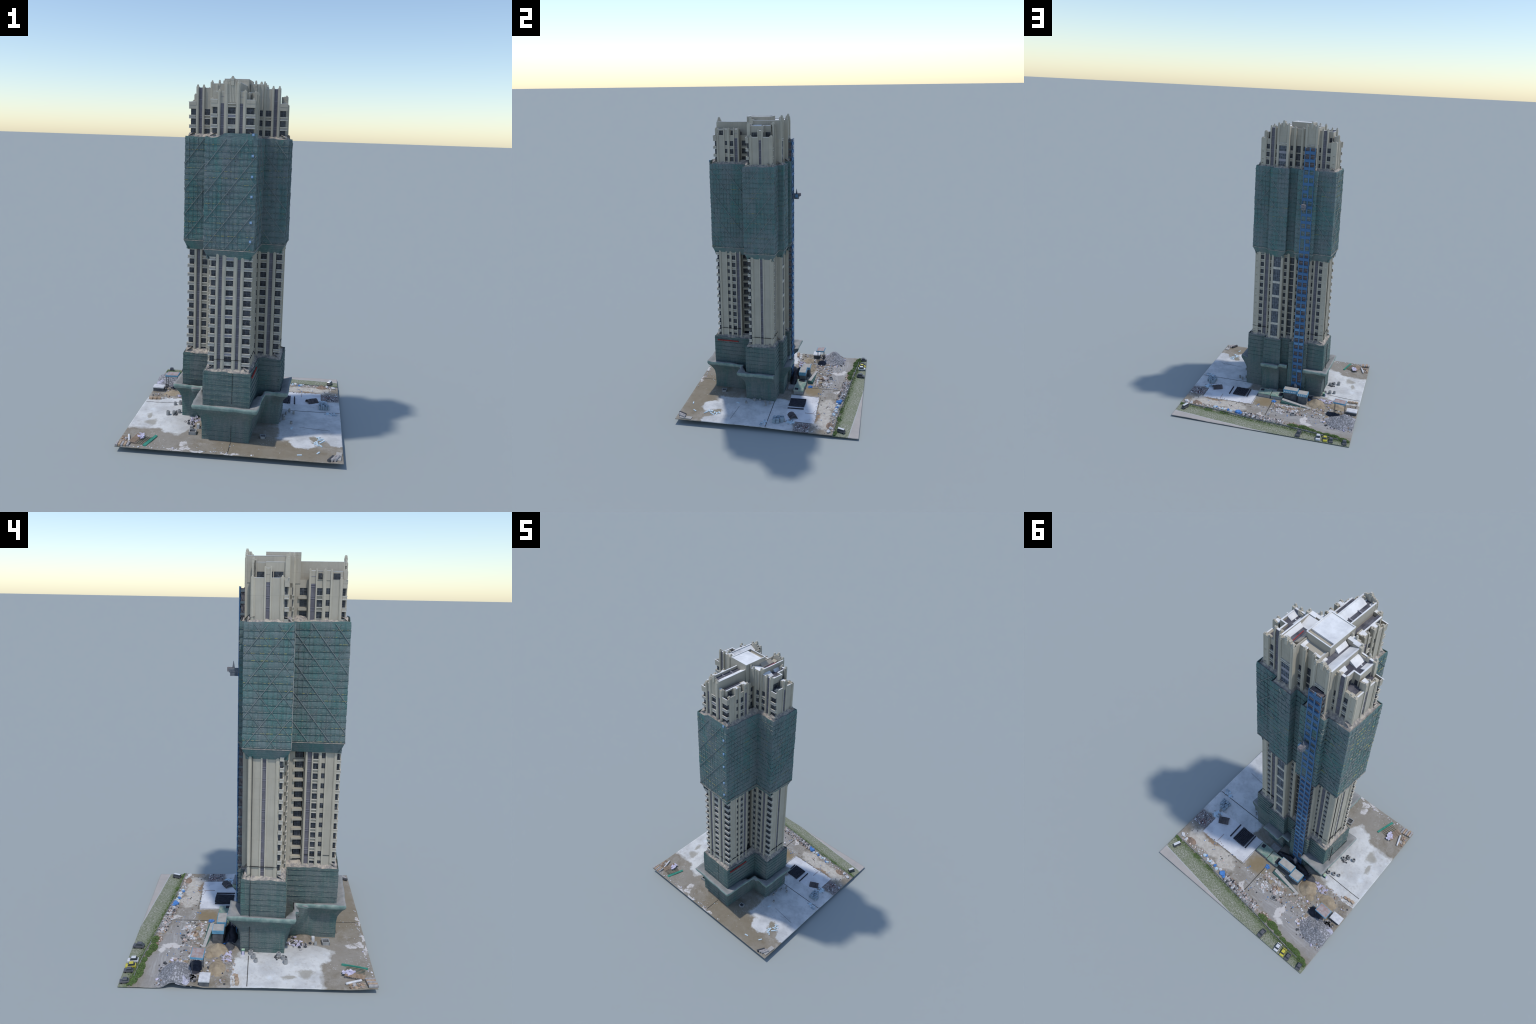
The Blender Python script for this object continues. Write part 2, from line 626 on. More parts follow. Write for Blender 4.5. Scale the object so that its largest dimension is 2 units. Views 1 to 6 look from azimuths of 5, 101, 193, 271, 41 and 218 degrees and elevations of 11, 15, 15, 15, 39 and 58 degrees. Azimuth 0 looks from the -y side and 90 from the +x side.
# ---- side wings, mirrored about MX
def mx(x, s):
    return x if s > 0 else 2 * MX - x


def pface(s, y, back=False):
    """facade along x at plan line y; column positions are given for the right wing"""
    if not back:
        return Face((0, y), (1, 0))
    return Face((0, y), (-1, 0))


def span(s, a, b, back):
    lo, hi = sorted((mx(a, s), mx(b, s)))
    return (lo, hi) if not back else (-hi, -lo)


for s in (1, -1):
    f = pface(s, -.177 if s > 0 else -.184)
    for kind, a, b, top in (('p', .064, .080, 1.966), ('w', .080, .100, 1.966)):
        wing_side(f, [(kind, *span(s, a, b, False), top)])
    f = pface(s, -.162)
    for kind, a, b, top in (('p', .100, .114, 1.975), ('w', .114, .143, 1.94),
                            ('p', .143, .155, 1.950), ('s', .155, .173, 1.945), ('p', .173, .187, 1.950)):
        wing_side(f, [(kind, *span(s, a, b, False), top)])
    xa, xb = sorted((mx(.040, s), mx(.100, s)))
    shaft_acc.box(xa, xb, -.172 if s > 0 else -.179, -.150, Z0, 1.85, M_wall)
    x0, x1 = sorted((mx(.187, s), mx(.226, s)))
    balcony(x0, x1, -.167, -.147, s)
    # outer end
    f = Face((.213, 0), (0, 1)) if s > 0 else Face((mx(.213, -1), 0), (0, -1))
    for kind, a, b, top in (('p', -.147, -.128, 1.872), ('b', -.128, -.088, 1.868), ('p', -.088, -.082, 1.912),
                            ('s', -.082, -.064, 1.905), ('p', -.064, -.056, 1.912), ('b', -.056, -.012, 1.868), ('p', -.012, .003, 1.872)):
        s0, s1 = (a, b) if s > 0 else (-b, -a)
        wing_side(f, [(kind, s0, s1, top)])
    # back
    f = pface(s, 0.0, True)
    for kind, a, b, top in (('p', .214, .209, 1.868), ('w', .209, .197, 1.868), ('p', .197, .180, 1.872), ('w', .180, .158, 1.868),
                            ('p', .158, .151, 1.950), ('s', .151, .129, 1.945), ('p', .129, .119, 1.950), ('w', .119, .107, 1.93),
                            ('p', .107, .100, 1.93), ('w', .016, -.004, 1.945), ('p', -.004, -.022, 1.952)):
        wing_side(f, [(kind, *span(s, a, b, True), top)])
    # rear bay with two-storey glazing
    f = pface(s, .036, True)
    sp = lambda a, b: span(s, a, b, True)
    pilaster(f, *sp(.101, .086), 1.962)
    pilaster(f, *sp(.032, .016), 1.962)
    a, b = sp(.086, .032)
    f.box(shaft_acc, a, b, -.016, -.001, 1.831, 1.962, M_wall)
    f.box(SILL, a, b, -.004, .004, 1.834, 1.838, M_trim)
    f.box(SILL, a, b, -.004, .0035, 1.843, 1.847, M_trim)
    for zz in (zt(0), zt(1), zt(2), zt(3)):
        f.window(a, b, zz - .037, zz, .005, 'bay')
        f.box(shaft_acc, a, b, -.016, -.003, zz - FL, zz - .037, M_slab)
    f.box(shaft_acc, a, b, -.016, -.002, 1.062, zt(3) - .04, M_wall)
    z = 1.062
    while z > 0.42:
        f.window(a, b, max(z - .0885, .40), z, .005, 'bay')
        f.box(SILL, a, b, -.012, .003, z - .1055, z - .0885, M_trim)
        z -= 2 * FL
    # bay cheeks
    xs0, xs1 = sorted((mx(.101, s), mx(.093, s)))
    shaft_acc.box(xs0, xs1, -.01, .021, Z0, 1.93, M_wall)
    xs0, xs1 = sorted((mx(.016, s), mx(.024, s)))
    shaft_acc.box(xs0, xs1, -.01, .0195, Z0, 1.956, M_wall)
    # caps
    for x, y, z, w in ((.105, -.162, 1.985, .008), (.149, -.160, 1.962, .008), (.180, -.160, 1.962, .008),
                       (.154, -.002, 1.960, .008), (.124, -.002, 1.960, .008), (-.013, -.002, 1.961, .009),
                       (.207, -.136, 1.880, .009), (.210, -.085, 1.918, .007), (.210, -.060, 1.918, .007), (.208, -.004, 1.879, .009),
                       (.188, -.003, 1.879, .008), (.094, .034, 1.983, .010), (.023, .034, 1.983, .010), (.0585, .034, 2.0, .013)):
        finial(mx(x, s), y, z, w)
# slot in the middle of the back, dark glass enlarged to paint in its recess shade
f = Face((0, -.014), (-1, 0))
win_col(f, .022, .058, 1.9415, oh=.046, sills=False)
for x0, x1 in ((-.022, -.016), (-.064, -.058)):
    shaft_acc.box(x0, x1, -.04, -.0105, Z0, 1.9425, M_wall)

shaft.data = shaft_acc.mesh('tower_shaft')
obj('window_sill', SILL, shaft, stuff=True)
obj('small_window', WREST, shaft, stuff=True)

# ------------------------------------------------------------------ crown
crown_acc = Acc(True)
C = crown_acc
W_, R_, G_, D_, T_ = M_wall, M_roof, M_roofgrey, M_darkin, M_trim
crown = link(bpy.data.objects.new('stepped_crown', bpy.data.meshes.new('stepped_crown')), site)
crown.rotation_euler = (0, 0, TURN)

# front wing terraces and spine
for e in (1, -1):
    X = (lambda x: x) if e > 0 else (lambda x: -.040 - x)      # mirrored about the front wing axis
    C.box(X(.0455), X(.0665), -.410, -.262, 1.850, 1.9065, W_)
    C.box(X(.0665), X(.084), -.410, -.262, 1.850, 1.8635, G_)
    C.box(X(.0605), X(.0675), -.409, -.262, 1.9068, 1.9085, R_)
    C.box(X(.0455), X(.0600), -.408, -.263, 1.9067, 1.9072, G_)
    for y0, y1 in ((-.398, -.366), (-.352, -.338), (-.314, -.296)):
        C.box(X(.0665), X(.0672), y0, y1, 1.864, 1.898, M_glass)
    C.box(X(.018), X(.0455), -.42, -.255, 1.860, 1.888, G_)
    # piers reaching back from the side pilasters
    C.box(X(.064), X(.0895), -.3575, -.329, 1.866, 1.9085, W_)
    C.box(X(.064), X(.0890), -.3570, -.330, 1.9087, 1.910, R_)
    C.box(X(.048), X(.0888), -.2900, -.2545, 1.85, 1.9080, W_)
    C.box(X(.056), X(.0860), -.2860, -.2580, 1.9082, 1.910, R_)
    C.box(X(.0200), X(.0520), -.4275, -.408, 1.85, 1.9085, W_)
    C.box(X(.0200), X(.0350), -.4255, -.409, 1.9087, 1.910, R_)
    # window sill lines on the parapet
    C.box(X(.0840), X(.0905), -.396, -.361, 1.8682, 1.8695, T_)
    C.box(X(.0840), X(.0905), -.318, -.292, 1.8682, 1.8695, T_)
    C.box(X(.0525), X(.0935), -.4315, -.4265, 1.8682, 1.8698, R_)
# spine walls, trough roof
C.box(.0125, .0185, -.424, -.213, 1.852, 1.953, W_)
C.box(.0120, .0188, -.423, -.213, 1.9532, 1.9548, R_)
C.box(-.0605, -.0545, -.424, -.213, 1.852, 1.951, W_)
C.box(-.0608, -.0542, -.423, -.213, 1.9512, 1.9528, R_)
C.box(-.0545, .0125, -.424, -.213, 1.88, 1.934, G_)
C.slope(-.024, .0125, -.400, -.213, 1.92, 1.936, 1.952, R_)
for y0 in (-.34, -.275):
    C.box(-.0545, -.022, y0, y0 + .005, 1.930, 1.941, M_slab)
nseg = 8
for i in range(nseg):              # cupped plaster behind the gable
    a0, a1 = math.pi * i / nseg, math.pi * (i + 1) / nseg
    x0, x1 = -.021 - .0335 * math.cos(a0), -.021 - .0335 * math.cos(a1)
    d = .020 * math.sin((a0 + a1) / 2)
    C.box(x0, x1, -.425, -.412 + d * .6, 1.92, 1.950 - .018 * math.sin((a0 + a1) / 2), R_)
# gable over the central windows
C.box(-.062, .019, -.4285, -.4205, 1.849, 1.953, W_)
C.box(-.056, .012, -.4287, -.4203, 1.951, 1.960, W_)
C.box(-.046, .002, -.4291, -.4199, 1.958, 1.966, W_)
C.box(-.036, -.008, -.4295, -.4195, 1.964, 1.972, W_)
for i in range(5):
    x = -.042 + .040 * (i + .5) / 5
    C.box(x - .0026, x + .0026, -.4300, -.428, 1.856, 1.956 + .012 * (1 - abs(i - 2) / 2), M_pil)
C.box(-.043, -.001, -.4345, -.428, 1.846, 1.850, T_)
C.box(-.043, -.001, -.4335, -.428, 1.834, 1.838, T_)
finial(-.0215, -.425, 1.984, .013)
finial(.008, -.425, 1.964, .009)
finial(-.052, -.425, 1.964, .009)
finial(.016, -.425, 1.957, .007)
finial(-.060, -.425, 1.957, .007)

# central roof block
C.box(-.107, .027, -.213, -.050, 1.85, 1.976, W_)
C.box(-.107, .027, -.213, -.209, 1.975, 1.989, W_)
C.box(-.107, -.103, -.209, -.050, 1.975, 1.9885, W_)
C.box(.023, .027, -.209, -.050, 1.975, 1.9885, W_)
C.box(-.103, .023, -.054, -.050, 1.975, 1.9882, W_)
C.box(-.103, .023, -.209, -.078, 1.976, 1.9865, R_)
C.box(-.1074, .0274, -.2134, -.2086, 1.9892, 1.9905, R_)
C.box(-.1074, -.1026, -.208, -.0496, 1.9887, 1.9901, R_)
C.box(.0226, .0274, -.208, -.0496, 1.9887, 1.9901, R_)
C.box(-.102, .022, -.0544, -.0496, 1.9884, 1.9898, R_)

for s in (1, -1):
    def B(x0, x1, *r):
        C.box(mx(x0, s), mx(x1, s), *r)

    def S(x0, x1, y0, y1, zb, z0, z1, m):
        a, b = mx(x0, s), mx(x1, s)
        if s > 0:
            C.slope(a, b, y0, y1, zb, z0, z1, m)
        else:
            C.slope(b, a, y0, y1, zb, z1, z0, m)
    # block A: runs front to back beside the core
    B(.030, .066, -.186, -.156, 1.85, 1.966, W_)
    B(.0305, .066, -.1865, -.1565, 1.9662, 1.9675, R_)
    finial(mx(.060, s), -.182, 1.986, .009)
    finial(mx(.036, s), -.182, 1.984, .007)
    B(.064, .1005, -.1745, -.151, 1.85, 1.967, W_)
    B(.064, .1005, -.1735, -.150, 1.9672, 1.9685, R_)
    B(.100, .108, -.160, -.151, 1.85, 1.968, W_)
    B(.098, .1035, -.151, .030, 1.85, 1.966, W_)
    B(.0978, .1042, -.150, .029, 1.9662, 1.9678, R_)
    B(.0165, .022, -.048, .030, 1.85, 1.960, W_)
    B(.020, .098, -.151, .028, 1.86, 1.938, G_)
    if s < 0:
        S(.055, .098, -.150, .020, 1.92, 1.942, 1.964, R_)
        S(.027, .045, -.150, -.085, 1.92, 1.957, 1.941, R_)
        B(.022, .034, -.030, .026, 1.92, 1.945, R_)
    else:
        C.slope(.030, .0975, -.150, -.095, 1.92, 1.963, 1.942, R_, 'y')
        S(.027, .050, -.095, -.005, 1.92, 1.960, 1.942, W_)
        S(.082, .098, -.095, .015, 1.92, 1.941, 1.960, R_)
        C.slope(.022, .060, .000, .026, 1.92, 1.942, 1.952, W_, 'y')
    C.bar((mx(.066, s), -.08, 1.9405), (mx(.060, s), .010, 1.9405), .0025, plain('red_pipe', (.5, .05, .05)) if s > 0 else M_slab)
    # stepped rear gable with flutes
    B(.0165, .1005, .0205, .0345, 1.84, 1.962, W_)
    B(.026, .091, .0203, .0349, 1.960, 1.970, W_)
    B(.038, .079, .0201, .0353, 1.968, 1.979, W_)
    B(.048, .069, .0199, .0357, 1.977, 1.987, W_)
    for i in range(9):
        x = .034 + .050 * (i + .5) / 9
        B(x - .0017, x + .0017, .034, .0357, 1.852, 1.962 + .016 * (1 - abs(i - 4) / 4), M_pil)
    B(.030, .088, .0345, .0395, 1.966 - .12, 1.970 - .12, T_)
    # block B: set back one step, L-shaped on plan
    B(.1035, .178, -.158, -.152, 1.85, 1.944, W_)
    B(.1045, .152, -.1585, -.1515, 1.9442, 1.9456, R_)
    B(.154, .176, -.1575, -.148, 1.945, 1.9465, R_)
    B(.172, .178, -.152, -.060, 1.85, 1.936, W_)
    B(.1718, .1784, -.1515, -.0605, 1.9362, 1.9377, R_)
    B(.142, .172, -.066, -.060, 1.85, 1.936, W_)
    B(.142, .172, -.0663, -.0597, 1.9362, 1.9376, R_)
    B(.142, .148, -.060, -.012, 1.85, 1.936, W_)
    B(.1417, .1484, -.0595, -.012, 1.9362, 1.9378, R_)
    B(.1035, .158, -.014, -.004, 1.85, 1.944, W_)
    B(.125, .155, -.0145, -.0035, 1.9442, 1.9456, R_)
    B(.1035, .142, -.06, -.014, 1.86, 1.922, G_)
    B(.1035, .172, -.152, -.0605, 1.86, 1.9215, G_)
    S(.1035, .138, -.150, -.090, 1.90, 1.940, 1.922, R_)
    S(.1035, .120, -.058, -.014, 1.90, 1.937, 1.922, R_)
    S(.150, .172, -.150, -.100, 1.90, 1.922, 1.935, R_)
    B(.140, .146, -.12, -.115, 1.9, 1.925, R_)
    # terrace outside block B
    B(.142, .2105, -.148, -.004, 1.842, 1.8645, G_)
    for y0, y1 in ((-.138, -.096), (-.092, -.070)):
        B(.178, .1788, y0, y1, 1.866, 1.896, M_glass)
    B(.148, .1488, -.052, -.018, 1.866, 1.896, M_glass)
    B(.158, .172, -.0600, -.0592, 1.866, 1.896, M_glass)
    B(.184, .2125, -.0875, -.0565, 1.85, 1.9085, W_)
    B(.186, .2100, -.0835, -.0625, 1.9087, 1.9102, R_)
    B(.207, .2130, -.128, -.088, 1.8682, 1.8696, R_)
    B(.207, .2130, -.056, -.010, 1.8682, 1.8696, R_)
    B(.190, .2310, -.1660, -.1620, 1.8682, 1.8697, R_)
# roof between the rear bays
C.box(-.097, .016, -.0505, -.0135, 1.90, 1.9455, W_)
C.box(-.022, .017, -.014, -.003, 1.93, 1.952, W_)
C.box(-.097, -.058, -.014, -.003, 1.93, 1.952, W_)
C.box(-.022, .015, -.0145, -.0025, 1.9522, 1.9536, R_)
C.box(-.095, -.058, -.0145, -.0025, 1.9522, 1.9536, R_)
C.slope(-.097, -.070, -.048, -.016, 1.93, 1.952, 1.940, R_)
C.slope(-.010, .017, -.048, -.016, 1.93, 1.940, 1.952, R_)

crown.data = crown_acc.mesh('stepped_crown')
obj('finial', FIN, crown, stuff=True)

# ------------------------------------------------------------------ netting
PLAN = [(-.150, -.456), (.117, -.457), (.119, -.188), (.248, -.187), (.250, .022), (.126, .022), (.126, .058),
        (.000, .059), (.000, .016), (-.068, .016), (-.068, .064), (-.201, .060), (-.201, .030), (-.322, .030),
        (-.326, -.195), (-.150, -.195)]

PODIUM = [(-.140, -.462), (.122, -.461), (.127, -.190), (.257, -.190), (.258, .022), (.128, .022), (.128, .052),
          (.000, .052), (.000, .016), (-.068, .016), (-.068, .058), (-.201, .056), (-.201, .030), (-.322, .030),
          (-.324, -.195), (-.142, -.195)]


def perimeter(plan, step):
    """points along a closed plan with mitred outward normals"""
    out = []
    n = len(plan)
    for i in range(n):
        a, b = Vector(plan[i]), Vector(plan[(i + 1) % n])
        p = Vector(plan[i - 1])
        d0, d1 = (a - p).normalized(), (b - a).normalized()
        n0, n1 = Vector((d0.y, -d0.x)), Vector((d1.y, -d1.x))
        mit = (n0 + n1) / max(0.3, 1 + n0.dot(n1))
        out.append((a, mit))
        m = max(1, int(round((b - a).length / step)))
        for k in range(1, m):
            out.append((a + (b - a) * k / m, n1))
    return out


def net_skin(name, plan, rows, step, wob, mat, topnoise, seed):
    """rows: list of (z, outward offset, scallop weight)"""
    per = perimeter(plan, step)
    v, fc = [], []
    n = len(per)
    for j, (z, off, sc) in enumerate(rows):
        for i, (p, nn) in enumerate(per):
            q = Vector((p.x * 9, p.y * 9, z * 7 + seed))
            d = off + wob * noise.noise(q) + wob * .6 * noise.noise(q * 3.1) + sc
            zz = z
            if j == len(rows) - 1:
                zz += topnoise * noise.noise(Vector((p.x * 22, p.y * 22, seed)))
            v.append((p.x + nn.x * d, p.y + nn.y * d, zz))
    for j in range(len(rows) - 1):
        for i in range(n):
            i2 = (i + 1) % n
            fc.append((j * n + i, j * n + i2, (j + 1) * n + i2, (j + 1) * n + i))
    a = Acc()
    a.add_mesh(v, fc, mat)
    ob = obj(name, a, site)
    ob.rotation_euler = (0, 0, TURN)
    so = ob.modifiers.new('Solidify', 'SOLIDIFY')
    so.thickness = .003
    so.offset = -1
    return ob


LIFT = .0335
rows = [(1.046, -.024, 0), (1.060, -.017, 0), (1.079, -.007, 0), (1.095, .000, 0)]
z = 1.104
i = 0
while z < 1.672:
    rows.append((z, 0, .0016 * math.sin(math.pi * ((z - 1.104) % LIFT) / LIFT)))
    z += LIFT / 3
rows.append((1.680, 0, 0))
net = net_skin('scaffold_net', PLAN, rows, .012, .0022, M_net, .006, 3)
rows = [(.012, 0, 0)] + [(.03 + .02 * i, .0, .0004 * (i % 2)) for i in range(20)] + [(.428, 0, 0)]
podium = net_skin('podium_net', PODIUM, rows, .012, .0025, M_net_low, .010, 11)


def inset(plan, d):
    n = len(plan)
    per = perimeter(plan, 10)
    return [(p.x - q.x * d, p.y - q.y * d) for p, q in per]


# decks that close the nets at top and bottom
for parent, plan_, z, amp in ((net, PLAN, 1.674, .006), (podium, PODIUM, .424, .005)):
    a = Acc()
    per = perimeter(inset(plan_, .004), .010)
    N = len(per)
    v, fc = [], []
    for k, dd in enumerate((0, .012, .024, .040)):
        for p, q in per:
            v.append((p.x - q.x * dd, p.y - q.y * dd, z + .030 * k / 3 + amp * noise.noise(Vector((p.x * 50, p.y * 50, k * 3.3 + z)))))
    for k in range(3):
        for i in range(N):
            i2 = (i + 1) % N
            fc.append((k * N + i, k * N + i2, (k + 1) * N + i2, (k + 1) * N + i))
    a.add_mesh(v, fc, M_plank)
    ob = obj('plank_deck', a, parent)
    so = ob.modifiers.new('Solidify', 'SOLIDIFY')
    so.thickness = .003
    so.offset = -1

# raised strip of net on the front face
a = Acc()
nx, nz = 22, 5
v, fc = [], []
for j in range(nz):
    for i in range(nx):
        x = -.118 + .236 * i / (nx - 1)
        t = min(1, max(0, (x + .10) / .05))
        v.append((x, -.4572 + .002 * noise.noise(Vector((x * 20, j, 2))), 1.672 + (.030 * t + .003 * noise.noise(Vector((x * 30, 1, 1)))) * j / (nz - 1)))
for j in range(nz - 1):
    for i in range(nx - 1):
        fc.append((j * nx + i, j * nx + i + 1, (j + 1) * nx + i + 1, (j + 1) * nx + i))
a.add_mesh(v, fc, M_net)
ob = obj('net_flap', a, net)
so = ob.modifiers.new('Solidify', 'SOLIDIFY')
so.thickness = .003

# scaffold tubes outside the netting
led, brc, pol = Acc(), Acc(), Acc()
n = len(PLAN)
for i in range(n):
    a, b = Vector(PLAN[i]), Vector(PLAN[(i + 1) % n])
    d = (b - a)
    ln = d.length
    d.normalize()
    nn = Vector((d.y, -d.x))
    f = Face((a.x, a.y), (d.x, d.y))
    z = 1.106
    while z < 1.672:
        j = 0
        f.box(led, -.001, ln + .001, -.001, .0032, z, z + .0018, M_ledger)
        z += LIFT
    f.box(led, -.001, ln + .001, -.001, .0042, 1.0975, 1.1005, M_plank)
    m = int(ln / .022)
    for k in range(1, m):
        s = ln * k / m + rnd.uniform(-.003, .003)
        f.box(pol, s - .0005, s + .0005, -.001, .0026, 1.10, 1.672, M_pole)
    # cross braces
    if ln > .12:
        rise = 1.30
        per = .142
        kk = -8
        while kk < 8:
            for sg in (1, -1):
                z0 = 1.104 + kk * per + (.0 if sg > 0 else .05)
                pts = []
                for s in (0, ln):
                    pts.append((s, z0 + rise * s if sg > 0 else z0 + rise * (ln - s)))
                (s0, za), (s1, zb_) = pts
                lo, hi = 1.102, 1.672

                def clip(s0, za, s1, zb_):
                    if max(za, zb_) < lo or min(za, zb_) > hi:
                        return None
                    def at(zv):
                        return s0 + (s1 - s0) * (zv - za) / (zb_ - za)
                    P = [(s0, za), (s1, zb_)]
                    R = []
                    for s_, z_ in P:
                        if z_ < lo:
                            R.append((at(lo), lo))
                        elif z_ > hi:
                            R.append((at(hi), hi))
                        else:
                            R.append((s_, z_))
                    return R
                R = clip(s0, za, s1, zb_)
                if R:
                    main = (sg > 0) == (i in (0, 4, 13, 3, 9, 14))
                    w = .0026 if main else .0015
                    if (Vector(R[0]) - Vector(R[1])).length > .03:
                        brc.bar(f.p(R[0][0], .0024 + (.0006 if main else 0), R[0][1]), f.p(R[1][0], .0024 + (.0006 if main else 0), R[1][1]), w, M_brace)
            kk += 1
    # faint tubes on the podium
    a, b = Vector(PODIUM[i]), Vector(PODIUM[(i + 1) % n])
    f, ln = Face((a.x, a.y), (b.x - a.x, b.y - a.y)), (b - a).length
    z = .055
    while z < .42:
        if not (.14 < z < .25):
            f.box(led, 0, ln, -.001, .0028, z, z + .0009, M_ledger_low)
        z += .03
obj('scaffold_ledger', led, net, stuff=True)
obj('cross_brace', brc, net, stuff=True)
obj('scaffold_pole', pol, net, stuff=True)

# blue signs down the front corner, red banner on the podium
M_sign = plain('blue_sign', (.14, .34, .66), (.35, .50, .70), 90)
for z in (1.692, 1.640, 1.585, 1.532, 1.452, 1.392, 1.336 - .004, 1.135):
    if z > 1.6 or z in (1.585, 1.532, 1.452, 1.392):
        pass
for zz in (1.697, 1.592, 1.487, 1.385, 1.252, 1.152):
    a = Acc()
    a.box(.092, .103, -.4645, -.4595, max(.001, zz - .006), zz + .006, M_sign)
    a.box(.0935, .1015, -.4650, -.4640, zz - .0012, zz + .0012, M_trim)
    obj('floor_sign', a, net)
M_red = plain('red_banner', (.40, .06, .05), (.25, .05, .05), 80)
a = Acc()
for i in range(14):
    y = -.438 + .0115 * i
    a.box(.1245, .1312, y, y + .009, .399, .4075, M_red)
obj('banner_lettering', a, podium, stuff=True)


# canopy: flared net skirt with a dusty deck, swept along part of the plan
NOOKS = ((-.142, -.195, 1.25, .105), (.127, -.190, 1.0, .080))


def canopy(path, offs, ends=(0, 0)):
    prof = [(.01, .02), (.02, .075), (.05, .125), (.15, .158), (.36, .182), (.62, .204), (.91, .222), (1.00, .235), (.97, .2465), (.70, .2425), (.30, .236), (-.06, .231)]
    n = len(path)
    pts = []
    nor = []
    for i in range(n - 1):
        a, b = Vector(path[i]), Vector(path[i + 1])
        d = (b - a).normalized()
        nor.append(Vector((d.y, -d.x)))
    cor = []
    for i in range(n):
        a = Vector(path[i])
        if i == 0:
            o = nor[0] * offs[0]
        elif i == n - 1:
            o = nor[-1] * offs[-1]
        else:
            # intersection of the two offset lines (plan corners are square)
            o = nor[i - 1] * offs[i - 1] + nor[i] * offs[i]
        cor.append((a, o))
    ring = []
    for i in range(n - 1):
        (a, oa), (b, ob_) = cor[i], cor[i + 1]
        m = max(2, int((b - a).length / .012))
        for k in range(m + (1 if i == n - 2 else 0)):
            t = k / m
            ring.append((a.lerp(b, t), oa.lerp(ob_, t)))
    A = Acc()
    v, f1, f2, f3 = [], [], [], []
    for p, o in ring:
        w = 1 + .10 * noise.noise(Vector((p.x * 14, p.y * 14, 5))) + .05 * noise.noise(Vector((p.x * 50, p.y * 50, 9)))
        # round the outer corners a little
        ol = o.length
        for r, z in prof:
            rr = r * w
            if z < .24 and r < .95:
                wc = max((c[2] * math.exp(-((p - Vector(c[:2])).length / c[3]) ** 2) for c in NOOKS), default=0)
                rr = max(rr, min(1.12, wc * (.04 + 1.02 * ((z - .02) / .20) ** .85)) * (1 + .25 * noise.noise(Vector((p.x * 30, p.y * 30, z * 12)))))
            v.append((p.x + o.x * rr, p.y + o.y * rr, z + .004 * noise.noise(Vector((p.x * 25, p.y * 25, z * 40)))))
    k = len(prof)
    for i in range(len(ring) - 1):
        for j in range(k - 1):
            q = (i * k + j, (i + 1) * k + j, (i + 1) * k + j + 1, i * k + j + 1)
            (f1 if j < 6 else f2 if j < 8 else f3).append(q)
    b = len(A.v)
    A.v += v
    for fl, m in ((f1, M_net_low), (f2, M_lip), (f3, M_canopy)):
        ii = A.idx(m)
        for q in fl:
            A.f.append(list(q))
            A.mi.append(ii)
    # end caps
    A.f.append(list(range(k)))
    A.mi.append(A.idx(M_net_low))
    e = (len(ring) - 1) * k
    A.f.append([e + q for q in range(k)][::-1])
    A.mi.append(A.idx(M_net_low))
    ob = obj('net_canopy', A, site)
    ob.rotation_euler = (0, 0, TURN)
    for p in ob.data.polygons:
        p.use_smooth = len(p.vertices) == 4
    return ob


canopy([(-.190, .030), (-.322, .030), (-.324, -.195), (-.142, -.195), (-.140, -.462), (.122, -.461), (.127, -.190), (.257, -.190), (.258, .022)],
       [.066, .042, .054, .052, .048, .052, .052, .052])
canopy([(.128, .052), (.000, .052), (.000, .018), (-.062, .018)], [.056, .0, .052])

# ------------------------------------------------------------------ hoist
hoist_acc = Acc()
H = hoist_acc
HX = (-.176, -.141, -.106)
ya, yb = .040, .0685
H.box(-.1735, -.1085, ya, yb - .010, .05, 1.825, M_hoist_in)
for x in HX:
    w = .0042 if x == HX[1] else .0022
    H.box(x - w, x + w, yb - .004, yb - .001, .045, 1.833, M_blue_hoist)
for x in (HX[0], HX[2]):
    H.box(x - .0012, x + .0012, ya, ya + .005, .045, 1.828, M_hoist_in)
hoist = obj('construction_hoist', H, site)
hoist.rotation_euler = (0, 0, TURN)
pan = {}
for nm, m in (('hoist_panel', M_blue_hoist), ('hoist_panel_faded', M_blue_pale)):
    a = Acc()
    a.box(-.0155, .0155, 0, .005, 0, .019, m)
    a.box(-.0150, .0150, -.004, .001, .0195, .0215, M_blue_hoist)
    a.box(-.0150, .0150, .0005, .002, .030, .0325, M_hoist_in)
    a.box(-.0150, .0150, .0005, .0024, .040, .0415, M_slab)
    pan[nm] = a.mesh(nm)
k = 0
z = 1.811
while z > .07:
    for side in (-1, 1):
        if rnd.random() < .06:
            continue
        faded = .40 < z < .80 and rnd.random() < .75 or z < .25 and rnd.random() < .4
        ob = link(bpy.data.objects.new('hoist_panel', pan['hoist_panel_faded' if faded else 'hoist_panel']), hoist)
        ob.location = (-.141 + side * .0175, yb - .006 + rnd.uniform(-.001, .001), z - .0527 + .03)
    # side braces
    for x in (HX[0], HX[2]):
        pass
    z -= .0527
sb = Acc()
M_shaftside = plain('hoist_side_sheet', (.10, .145, .165), (.17, .18, .19), 40)
z = 1.82
while z > .1:
    for x in (HX[0] - .003, HX[2] + .003):
        sb.box(x - .0008, x + .0012, ya, yb - .008, z - .012, z, M_shaftside)
        sb.bar((x, ya + .004, z - .05), (x, yb - .008, z - .014), .0016, M_shaftside)
    z -= .0527
obj('hoist_side_brace', sb, hoist, stuff=True)
